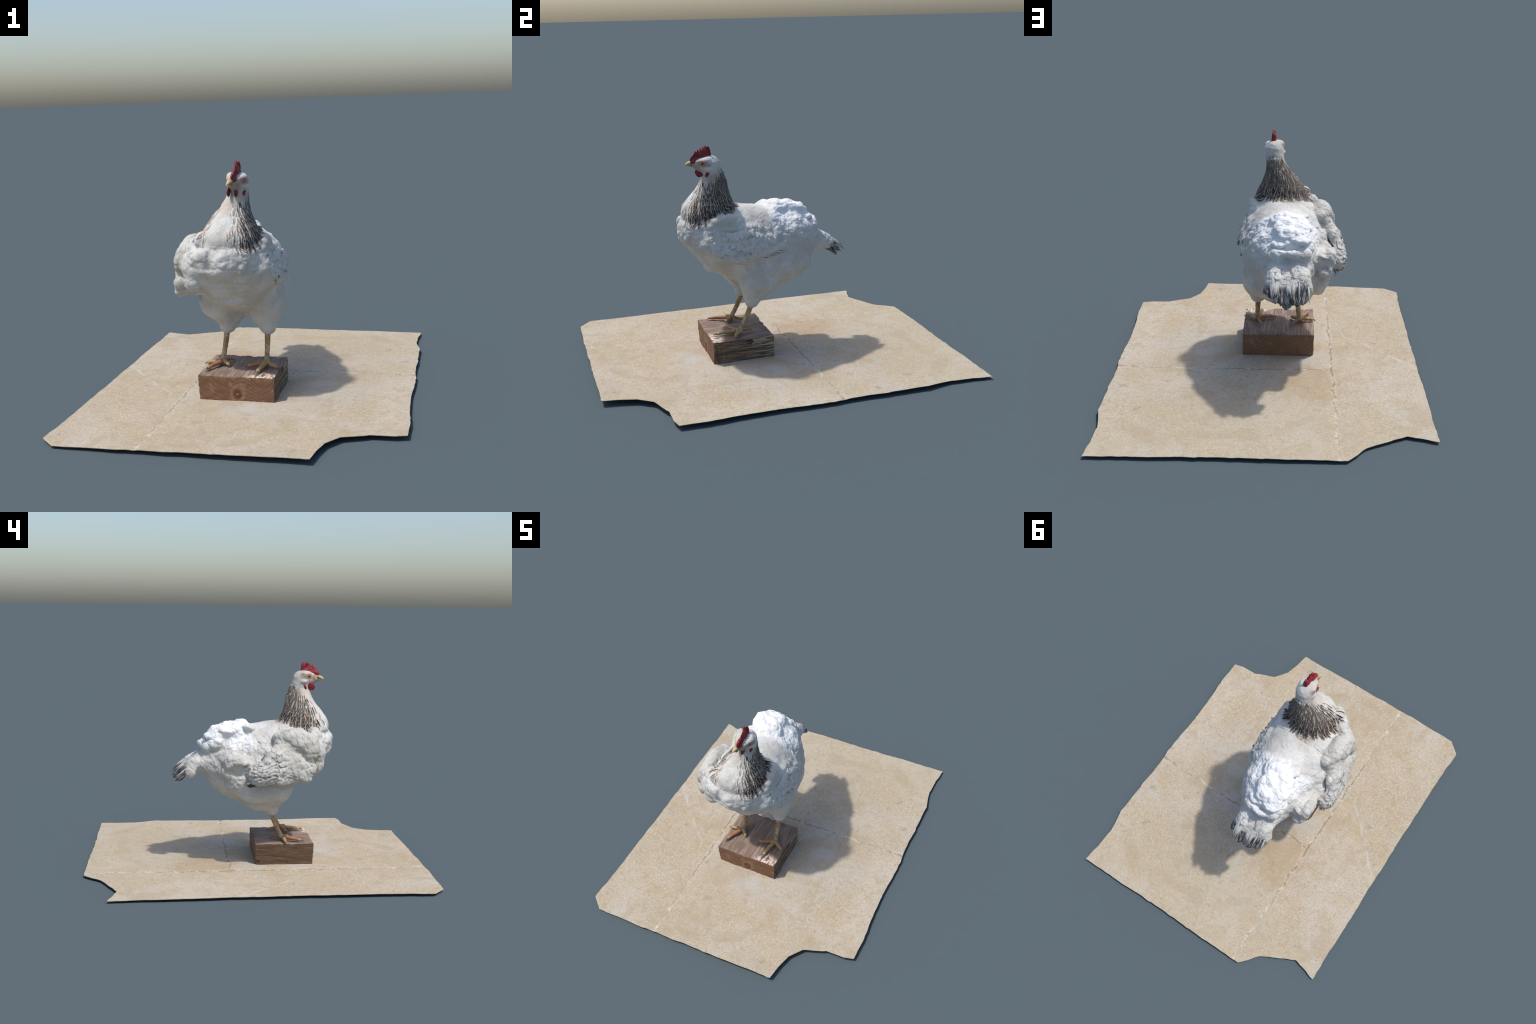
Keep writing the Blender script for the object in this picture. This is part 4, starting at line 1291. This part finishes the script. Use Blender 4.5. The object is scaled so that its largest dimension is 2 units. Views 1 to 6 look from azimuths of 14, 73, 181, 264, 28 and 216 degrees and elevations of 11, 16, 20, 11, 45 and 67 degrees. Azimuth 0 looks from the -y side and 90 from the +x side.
def hackle_dark(p):
    """1 at the nape and lower left, 0 on the white throat and right breast"""
    a = math.degrees(math.atan2(p[0] + 0.06, -(p[1] + 0.29)))
    d = float(np.interp(a, [-180, -130, -100, -75, -55, -35, 0, 18, 32, 45, 65, 90, 130, 180], [.95, .85, .75, .60, .34, .04, .03, .12, .36, .62, .78, .88, 1, .95]))
    h = (p[2] - float(hackle_floor(np.array(p[0]), np.array(p[1])))) / 0.22
    if a > -35 and a < 100:
        d *= 1.15 - 0.75 * min(1, max(0, h))
    else:
        d *= 1.0 - 0.25 * min(1, max(0, h))
    return d

def build_hackle():
    zs, rows, named = 1.080, [], []
    step = 0.0125
    rr = np.random.default_rng(21)
    z0 = zs
    row = 0
    while z0 > 0.79:
        t = (zs - z0) / (zs - 0.80)
        size = 0.025 + 0.040 * t
        step = 0.0095 + 0.0135 * t
        xl, xr, yf, yb = (float(c[0]) for c in station_curves(NECK, np.array([max(z0, 0.77)])))
        cx, cy, hx, hy = (xl + xr) / 2, (yf + yb) / 2, (xr - xl) / 2, (yb - yf) / 2
        per = 2 * math.pi * math.sqrt((hx * hx + hy * hy) / 2)
        n = int(per / (size * 0.30))
        for i in range(n):
            th = 2 * math.pi * (i + 0.5 * (row % 2) + rr.uniform(-0.25, 0.25)) / n
            p = np.array([cx + hx * math.sin(th), cy - hy * math.cos(th), z0 + rr.uniform(-0.005, 0.005)])
            dk = hackle_dark(p) + rr.uniform(-0.13, 0.13)
            fl = float(hackle_floor(np.array(p[0]), np.array(p[1])))
            if p[2] < fl + 0.026 + rr.uniform(-0.006, 0.008) or dk < 0.17:
                continue
            if z0 > 1.02 and abs(th - math.pi) > 1.6 - (z0 - 1.02) * 12:
                continue
            if z0 > 1.04:
                dk *= 0.75
            rows.append((p, size * rr.uniform(0.85, 1.2), min(1, max(0.03, dk)), th))
        z0 -= step
        row += 1
    rr.shuffle(rows)
    rows.sort(key=lambda q: -q[1])
    out = []
    for k, (p, L, dk, th) in enumerate(rows):
        s, nrm = on_surface(p)
        if np.linalg.norm(s - p) > 0.03:
            continue
        down = np.array([0.10 * math.sin(th), -0.06 * math.cos(th), -1.0]) + rr.normal(0, 0.10, 3)
        down -= nrm * (down @ nrm)
        down /= np.linalg.norm(down)
        # follow the surface: aim at the point under the tip
        tip, tn = on_surface(s + down * L)
        along = tip + tn * 0.0045 - s
        nn = nrm + tn
        out.append((s - nrm * 0.0005, along, nn, L, dk))
    return out

hk = build_hackle()
NAMED = 286
for i, (s, al, nn, L, dk) in enumerate(hk[:NAMED]):
    lying_feather("hackle_feather", MAT_HACKLE, s, al, L, L * 0.36 * rng.uniform(0.85, 1.15), lance, neck, dk, min(1, max(0, (s[2] - 0.92) / 0.12)), rise=(0.0003 + 0.0009 * dk, 0.0016 + 0.0032 * dk), seed=i)
# a dark tuft standing out above the left shoulder
tr = np.random.default_rng(5)
for i in range(14):
    s0, n0 = on_surface((0.062 + tr.uniform(-0.02, 0.012), -0.205 + tr.uniform(-0.04, 0.035), 0.880 + tr.uniform(-0.012, 0.02)))
    place(hackle_meshes[i % 3], "hackle_feather", s0 - n0 * 0.002, (0.75 + tr.normal(0, 0.2), 0.45 + tr.normal(0, 0.25), -0.42 + tr.normal(0, 0.18)), n0 + np.array([0, 0, 0.6]), tr.uniform(0.038, 0.056), 0.017, neck, tr.uniform(0.85, 1.0))
# the smaller upper ones are joined, in three shades
def join_feathers(items, name, dark):
    Vs, Fs, UVs, off = [], [], [], 0
    for i, (s, al, nn, L, dk) in enumerate(items):
        me = hackle_meshes[i % 3]
        y_ = np.array(al) / np.linalg.norm(al)
        z_ = np.array(nn) - y_ * (np.array(nn) @ y_); z_ /= np.linalg.norm(z_)
        x_ = np.cross(y_, z_)
        w = L * 0.38 * rng.uniform(0.85, 1.15)
        for v in me.vertices:
            Vs.append(s + x_ * v.co.x * w + y_ * v.co.y * L + z_ * v.co.z * L)
        Fs += [tuple(off + k for k in p.vertices) for p in me.polygons]
        UVs += [tuple(l.uv) for l in me.uv_layers[0].data]
        off += len(me.vertices)
    o = mesh_object(name, Vs, Fs, MAT_HACKLE, neck)
    uv = o.data.uv_layers.new(name="UVMap")
    uv.data.foreach_set("uv", np.array(UVs).ravel())
    o["dark"] = dark
    o["tone"] = float(min(1, max(0, (np.mean([q[0][2] for q in items]) - 0.90) / 0.12)))
    o["kind"] = "stuff"
    return o

rest = hk[NAMED:]
for lo, hi in ((0, 0.3), (0.3, 0.6), (0.6, 0.85), (0.85, 1.01)):
    for z0, z1 in ((0.8, 1.0), (1.0, 1.2)):
        sel = [q for q in rest if lo <= q[4] < hi and z0 <= q[0][2] < z1]
        if sel:
            join_feathers(sel, "small_hackle_feathers", (lo + hi) / 2)

# --- tail: black-tipped quills under white coverts
blade = lambda v: 0.5 * (0.45 + 0.55 * min(1, v * 2.2)) * (1 if v < 0.7 else math.sqrt(max(0.03, 1 - ((v - 0.7) / 0.3) ** 2)))
tail_meshes = [feather_mesh("tail_feather", MAT_TAIL, blade, 9, 7, 0.010, c, 0.25, 0.05, 40 + i) for i, c in enumerate((0.22, 0.14, 0.3))]
wisp = lambda v: 0.5 * (0.6 + 0.4 * math.sin(3.1 * v)) * (1 - 0.85 * v ** 2.5)
wisp_meshes = [feather_mesh("tail_covert", MAT_TAIL, wisp, 8, 5, 0.006, c, 0.12, 0.08, 50 + i) for i, c in enumerate((0.10, 0.18, 0.25))]
# root, tip, width, darkness
QUILLS = [((-0.140, 0.365, 0.645), (-0.130, 0.498, 0.541), 0.088, 1.0, 0), ((-0.165, 0.368, 0.632), (-0.174, 0.472, 0.536), 0.056, 0.8, 0),
          ((-0.105, 0.375, 0.640), (-0.092, 0.496, 0.528), 0.058, 0.35, 1), ((-0.080, 0.370, 0.638), (-0.066, 0.488, 0.534), 0.056, 0.9, 1),
          ((-0.055, 0.370, 0.634), (-0.042, 0.482, 0.544), 0.056, 0.3, 0), ((-0.040, 0.365, 0.630), (-0.020, 0.470, 0.558), 0.060, 1.0, 0),
          ((-0.022, 0.355, 0.624), (0.004, 0.452, 0.574), 0.054, 1.0, 1), ((-0.145, 0.370, 0.618), (-0.150, 0.476, 0.524), 0.056, 0.9, 2),
          ((-0.095, 0.370, 0.616), (-0.094, 0.488, 0.522), 0.054, 0.7, 2), ((-0.050, 0.365, 0.610), (-0.040, 0.464, 0.544), 0.054, 0.9, 2)]
for i, (a, b, w, dk, k) in enumerate(QUILLS):
    a, b = np.array(a), np.array(b)
    d = b - a
    n = np.array([0.25 * (a[0] + 0.09) / 0.06 * 0.4, 0.55, 0.9])
    L = np.linalg.norm(d)
    # lean the root direction up so that the curl brings the tip to its mark
    L *= 0.94 + 0.06 * math.sin(i * 2.4)
    al = d + n / np.linalg.norm(n) * L * 0.14
    place(tail_meshes[k], "tail_feather", a, al, n, L * 1.02, w, tail, dk)
rr = np.random.default_rng(33)
for i in range(170):
    xx = rr.uniform(-0.200, 0.010)
    yy = rr.uniform(0.345, 0.425)
    hit = body_bvh.ray_cast(Vector((xx, yy, 1.0)), Vector((0, 0, -1)))
    if not hit[0] or hit[0].z > 0.70:
        continue
    p, nrm = np.array(hit[0]), np.array(hit[1])
    al = np.array([rr.normal(0, 0.18) + 0.6 * (xx + 0.095), 0.75, -0.62 + rr.normal(0, 0.08)])
    al -= nrm * (al @ nrm)
    al /= np.linalg.norm(al)
    L = rr.uniform(0.055, 0.105)
    q, qn = on_surface(p + al * L)
    al = q + qn * 0.006 - p
    if np.linalg.norm(al) < 0.6 * L:
        al = np.array([0.4 * (xx + 0.095), 0.8, -0.62]) * L + nrm * 0.008
    place(wisp_meshes[i % 3], "tail_covert", p - nrm * 0.001, al, nrm + qn, L, rr.uniform(0.012, 0.028), tail, rr.choice([0.15, 0.35, 0.6, 0.9]))

# --- wing quills
quill = lambda v: 0.5 * (0.7 + 0.3 * min(1, 3 * v)) * (1 if v < 0.8 else math.sqrt(max(0.03, 1 - ((v - 0.8) / 0.2) ** 2)))
quill_meshes = [feather_mesh("wing_feather", MAT_PRIM, quill, 9, 5, 0.006, c, 0.10, 0.02, 60 + i) for i, c in enumerate((0.03, 0.06))]
wr = np.random.default_rng(77)
def wing_row(parent, out, y0, z0, y1, z1, n, along, L, w, dark, tone, rise):
    """a row of feathers between two points of the flank, seen from the side"""
    for i in range(n):
        t = (i + wr.uniform(-0.25, 0.25)) / max(1, n - 1)
        yy, zz = y0 + (y1 - y0) * t, z0 + (z1 - z0) * t
        hit = body_bvh.ray_cast(Vector((out * 0.6, yy, zz)), Vector((-out, 0, 0)))
        if not hit[0] or hit[1].x * out < 0.15:
            continue
        a = np.array(along) + wr.normal(0, 0.06, 3)
        lying_feather("wing_feather", MAT_PRIM, np.array(hit[0]), a, L * wr.uniform(0.85, 1.12), w * wr.uniform(0.85, 1.15), quill, parent,
                      wr.choice(dark), tone, rise=rise, seed=int(wr.integers(1e6)))

# left: covert rows, then the long tips along the lower edge and the dark-edged primaries behind them
wing_row(wing_l, 1, -0.345, 0.735, -0.060, 0.760, 8, (0, 1, -0.35), 0.075, 0.050, [0.0, 0.0], 0.9, (0.0000, 0.0040))
wing_row(wing_l, 1, -0.350, 0.705, -0.040, 0.722, 9, (0, 1, -0.35), 0.080, 0.046, [0.0, 0.05], 0.9, (0.0000, 0.0048))
wing_row(wing_l, 1, -0.340, 0.672, -0.060, 0.690, 8, (0, 1, -0.30), 0.095, 0.042, [0.0, 0.05], 0.9, (0.0000, 0.0055))
wing_row(wing_l, 1, -0.300, 0.640, -0.200, 0.640, 3, (0, 1, -0.25), 0.135, 0.040, [0.0, 0.1], 0.8, (0.0003, 0.0070))
def straight_quill(a, b, w, dk, tone, gap):
    """a stiff flight feather laid just outside the skin between two points of the left flank"""
    q = []
    for t in (0.0, 0.35, 0.7, 1.0):
        p = np.array(a) * (1 - t) + np.array(b) * t
        hit = body_bvh.ray_cast(Vector((0.6, p[0], p[1])), Vector((-1, 0, 0)))
        q.append(hit[0].x)
    x0, x1 = max(q[0], q[1]) + gap - 0.002, max(q[3], q[2] - 0.002) + gap
    r = np.array([x0, a[0], a[1]]); d = np.array([x1, b[0], b[1]]) - r
    place(quill_meshes[0], "wing_feather", r, d, np.array([1.0, 0.05, 0.25]), np.linalg.norm(d), w, wing_l, dk, 1.0, tone)

for k, (a, b, w, dk) in enumerate((((-0.285, 0.626), (-0.125, 0.583), 0.036, 0.0), ((-0.250, 0.640), (-0.098, 0.602), 0.032, 0.25),
                                   ((-0.175, 0.620), (-0.022, 0.600), 0.015, 0.7), ((-0.155, 0.629), (0.020, 0.608), 0.015, 0.5),
                                   ((-0.135, 0.638), (0.048, 0.617), 0.015, 0.8), ((-0.115, 0.648), (0.070, 0.627), 0.016, 0.6))):
    straight_quill(a, b, w, dk, 0.75, 0.0012 + 0.0007 * (k % 3))
# right: soft coverts, then two rows raking back to the tip
wing_row(wing_r, -1, -0.170, 0.735, -0.060, 0.690, 4, (0, 1, -0.75), 0.080, 0.040, [0.0, 0.1], 0.3, (0.0005, 0.0035))
wing_row(wing_r, -1, -0.190, 0.690, -0.165, 0.560, 6, (0, 1, -0.40), 0.085, 0.034, [0.0, 0.15, 0.3], 0.2, (0.0000, 0.0040))
wing_row(wing_r, -1, -0.110, 0.662, -0.090, 0.548, 7, (0, 1, -0.42), 0.115, 0.028, [0.1, 0.3, 0.7], 0.2, (0.0000, 0.0040))
wing_row(wing_r, -1, -0.045, 0.628, -0.020, 0.548, 5, (0, 1, -0.45), 0.085, 0.026, [0.1, 0.25, 0.5], 0.1, (0.0005, 0.0045))
# dark primaries peeping out below the tip of the hanging wing
for k in range(3):
    place(quill_meshes[k % 2], "wing_feather", (-0.365 + 0.012 * k, -0.06, 0.568 - 0.008 * k), (-0.015, 0.13, -0.030), (-0.9, 0, 0.4), 0.128, 0.03, wing_r, 1.0)

# ------------------------------------------------------------------ head furniture
FWD = np.array([-0.147, -0.989, 0.0]); SIDE = np.array([0.989, -0.147, 0.0])

def comb():
    # outline in (y, z), front base -> over the points -> rear base
    front = [(-0.398, 1.126), (-0.396, 1.143), (-0.388, 1.156), (-0.377, 1.170)]
    points = [(-0.370, 1.187), (-0.3585, 1.195), (-0.344, 1.206), (-0.3275, 1.211), (-0.312, 1.2125), (-0.299, 1.208)]
    upper = list(front)
    for i, p in enumerate(points):
        upper.append(p)
        if i < len(points) - 1:
            q = points[i + 1]
            depth = (0.017, 0.021, 0.017, 0.011, 0.008)[i]
            m = ((p[0] + q[0]) / 2, (p[1] + q[1]) / 2)
            v = np.array([-0.335 - m[0], 1.15 - m[1]]); v /= np.linalg.norm(v)
            upper.append((m[0] + v[0] * depth, m[1] + v[1] * depth))
    upper += [(-0.290, 1.197), (-0.287, 1.180), (-0.284, 1.160)]
    base = [(-0.386, 1.112), (-0.376, 1.122), (-0.366, 1.132), (-0.355, 1.140), (-0.343, 1.146), (-0.330, 1.150), (-0.317, 1.151), (-0.305, 1.152), (-0.295, 1.152), (-0.286, 1.150)]
    n, m = 44, 8
    U = np.array(upper)
    s = np.r_[0, np.cumsum(np.linalg.norm(np.diff(U, axis=0), axis=1))]; s /= s[-1]
    t = np.unique(np.r_[np.linspace(0, 1, n), s])
    top = np.c_[np.interp(t, s, U[:, 0]), np.interp(t, s, U[:, 1])]
    bs = spline(base, len(t))
    Vv, F = [], []
    for side in (1, -1):
        for i in range(len(t)):
            for j in range(m + 1):
                r = j / m
                p = bs[i] * (1 - r) + top[i] * r
                endf = min(1, 6 * min(t[i], 1 - t[i]) + 0.35)
                th = (0.0105 * (1 - r) ** 0.8 + 0.0032) * endf
                w = 0.0062 * math.sin(38 * p[0] * 2.0 + 4 * r) * r ** 0.8 + 0.002 * math.sin(150 * p[0] + 9 * r)
                cx = -0.0135 + 0.06 * (p[0] + 0.34) * -0.9 * -1 + 0.02 * r * 0.3
                cx = -0.016 + (p[0] + 0.382) * 0.055 + w + 0.003 * r
                Vv.append((cx + side * th * (1 - 0.75 * (r > 0.99)), p[0], p[1]))
    k = len(t) * (m + 1)
    for i in range(len(t) - 1):
        for j in range(m):
            a = i * (m + 1) + j
            F.append((a, a + m + 1, a + m + 2, a + 1))
            F.append((k + a + 1, k + a + m + 2, k + a + m + 1, k + a))
    for i in range(len(t) - 1):
        a = i * (m + 1) + m
        F.append((a, a + m + 1, k + a + m + 1, k + a))
    for i in (0, len(t) - 1):
        for j in range(m):
            a = i * (m + 1) + j
            F.append((a, a + 1, k + a + 1, k + a) if i == 0 else (a + 1, a, k + a, k + a + 1))
    return mesh_object("comb", Vv, F, MAT_COMB, head)

comb()

def flap(name, center, ry, rz, rx, tilt, yaw, mat, seed):
    bm = bmesh.new()
    bmesh.ops.create_uvsphere(bm, u_segments=22, v_segments=14, radius=1)
    R = Matrix.Rotation(yaw, 3, "Z") @ Matrix.Rotation(tilt, 3, "X")
    P = np.array([v.co[:] for v in bm.verts])
    d = 0.12 * fbm(P, 1.6, seed, 2)
    for v, k in zip(bm.verts, d):
        # teardrop: narrower at the top
        g = 0.78 - 0.22 * v.co.z
        c = Vector((v.co.x * rx, v.co.y * ry * g, v.co.z * rz)) * (1 + k)
        v.co = R @ c + Vector(center)
    me = bpy.data.meshes.new(name)
    bm.to_mesh(me); bm.free()
    me.materials.append(mat)
    me.polygons.foreach_set("use_smooth", np.ones(len(me.polygons), dtype=bool))
    o = bpy.data.objects.new(name, me)
    scene.collection.objects.link(o)
    o.parent = head
    return o

flap("wattle", (-0.012, -0.345, 1.069), 0.023, 0.028, 0.0065, -0.5, -0.15, MAT_WATTLE, 3)
flap("wattle", (-0.050, -0.344, 1.070), 0.025, 0.028, 0.0065, -0.5, -0.10, MAT_WATTLE, 5)
flap("earlobe", (0.0205, -0.312, 1.062), 0.012, 0.021, 0.0065, -0.7, -0.15, MAT_WATTLE, 7)
flap("earlobe", (-0.060, -0.299, 1.069), 0.012, 0.022, 0.0065, -0.7, -0.15, MAT_WATTLE, 9)

def beak():
    # upper and lower mandible as tapered, hooked tubes
    up = spline([(-0.020, -0.350, 1.112), (-0.024, -0.375, 1.119), (-0.029, -0.398, 1.118), (-0.033, -0.413, 1.112), (-0.0352, -0.4215, 1.106)], 12)
    ru = np.interp(np.linspace(0, 1, 12), [0, 0.3, 0.6, 0.85, 1], [0.0185, 0.0150, 0.0112, 0.0070, 0.0022])
    lo = spline([(-0.020, -0.348, 1.097), (-0.026, -0.378, 1.1015), (-0.031, -0.400, 1.104), (-0.033, -0.411, 1.106)], 10)
    rl = np.interp(np.linspace(0, 1, 10), [0, 0.5, 1], [0.0155, 0.0095, 0.003])
    for path, r, nm, sq in ((up, ru, "upper_beak", 0.95), (lo, rl, "lower_beak", 0.5)):
        v, f = tube(path, r, 16, sq)
        mesh_object(nm, v, f, MAT_BEAK, head)

beak()

def ring(center, axis, R, r, name, mat):
    a = np.array(axis) / np.linalg.norm(axis)
    u = np.cross(a, [0, 0, 1]); u /= np.linalg.norm(u)
    w = np.cross(u, a)
    Vv, F = [], []
    n, m = 24, 8
    for i in range(n):
        th = 2 * math.pi * i / n
        c = np.array(center) + (u * math.cos(th) * 1.15 + w * math.sin(th) * 0.9) * R
        d = u * math.cos(th) + w * math.sin(th)
        for j in range(m):
            ph = 2 * math.pi * j / m
            Vv.append(c + d * math.cos(ph) * r + a * math.sin(ph) * r)
    for i in range(n):
        for j in range(m):
            F.append((i * m + j, ((i + 1) % n) * m + j, ((i + 1) % n) * m + (j + 1) % m, i * m + (j + 1) % m))
    return mesh_object(name, Vv, F, mat, head)

for e, s in ((EYE_L, 1), (EYE_R, -1)):
    out = np.array([s * 0.97, -0.20 if s > 0 else -0.10, 0.06])
    surf, nrm = on_surface(np.array(e) + out * 0.01)
    bm = bmesh.new()
    bmesh.ops.create_uvsphere(bm, u_segments=20, v_segments=14, radius=0.0088)
    for v in bm.verts:
        v.co += Vector(e)
    me = bpy.data.meshes.new("eye")
    bm.to_mesh(me); bm.free()
    me.materials.append(MAT_EYE)
    me.polygons.foreach_set("use_smooth", np.ones(len(me.polygons), dtype=bool))
    o = bpy.data.objects.new("eye", me)
    scene.collection.objects.link(o)
    o.parent = head
    ring(np.array(e) + out * 0.0042, out, 0.0080, 0.0020, "eyelid", MAT_LID)

# ------------------------------------------------------------------ legs, toes, claws
def leg(top, ankle, toes, hind, red):
    top, ankle = np.array(top), np.array(ankle)
    d = top - ankle
    path = spline([top + d * 0.18, top, ankle + d * 0.5 + np.array([0, 0.003, 0]), ankle + d * 0.15, ankle, ankle + np.array([0, -0.012, -0.010])], 22)
    rad = np.interp(np.linspace(0, 1, 22), [0, 0.2, 0.45, 0.7, 0.85, 1], [0.018, 0.0155, 0.0128, 0.0132, 0.0165, 0.0130])
    v, f = tube(path, rad, 18)
    v = np.array(v)
    n = 18
    # scutes: shallow horizontal rings down the front
    for i in range(22):
        for j in range(n):
            k = i * n + j
            c = path[i]
            v[k] = c + (v[k] - c) * (1 + 0.05 * math.sin(i * 2.6 + j * 0.35) * (1 if i > 4 else 0.3))
    L = mesh_object("leg", v, f, MAT_LEG, hen)
    for ti, (tip, bow) in enumerate(toes + [hind]):
        tip = np.array(tip, float)
        start = ankle + np.array([0, -0.006, -0.002]) if ti < len(toes) else ankle + np.array([0, 0.004, 0.006])
        flat = tip - start
        side = np.cross(flat, [0, 0, 1]); side /= np.linalg.norm(side)
        pts = [start, start + flat * 0.3 + np.array([0, 0, -0.003 + 0.004 * (ti < 3)]) + side * bow * 0.5, start + flat * 0.62 + side * bow + np.array([0, 0, 0.004]), start + flat * 0.86 + side * bow * 0.4 + np.array([0, 0, 0.004])]
        p = spline(pts, 16)
        p[:, 2] = np.maximum(p[:, 2], 0.1405 + 0.0088)
        base = 0.0128 if ti < len(toes) else 0.0085
        r = np.interp(np.linspace(0, 1, 16), [0, 0.25, 0.6, 0.9, 1], [base * 1.15, base, base * 0.82, base * 0.72, base * 0.55])
        # knuckle pads
        r = r * (1 + 0.07 * np.sin(np.linspace(0, 17, 16)))
        v, f = tube(p, r, 14, 0.95)
        mesh_object("toe", v, f, MAT_TOE_RED if ti in red else MAT_LEG, L)
        e = p[-1]
        q = tip - e
        cl = spline([e - q * 0.2, e + q * 0.25 + np.array([0, 0, 0.0025]), e + q * 0.7 + np.array([0, 0, 0.001]), tip + np.array([0, 0, -0.003])], 9)
        cl[:, 2] = np.maximum(cl[:, 2], 0.1415)
        rc = np.linspace(base * 0.52, 0.0012, 9)
        v, f = tube(cl, rc, 10)
        mesh_object("claw", v, f, MAT_CLAW, L)
    return L

leg((0.065, -0.108, 0.300), (0.071, -0.174, 0.169), [((0.047, -0.325, 0.150), 0.004), ((0.148, -0.222, 0.150), 0.004), ((-0.036, -0.216, 0.150), -0.004)], ((0.040, -0.096, 0.148), 0.002), {2, 3})
leg((-0.154, -0.103, 0.300), (-0.164, -0.162, 0.169), [((-0.224, -0.297, 0.149), 0.004), ((-0.257, -0.178, 0.148), -0.003), ((-0.117, -0.216, 0.150), -0.003)], ((-0.121, -0.099, 0.148), 0.002), {0, 3})

# ------------------------------------------------------------------ tidy
bpy.context.view_layer.update()
print("body verts", len(V), "hackle", len(hk), "objects", len(scene.objects))
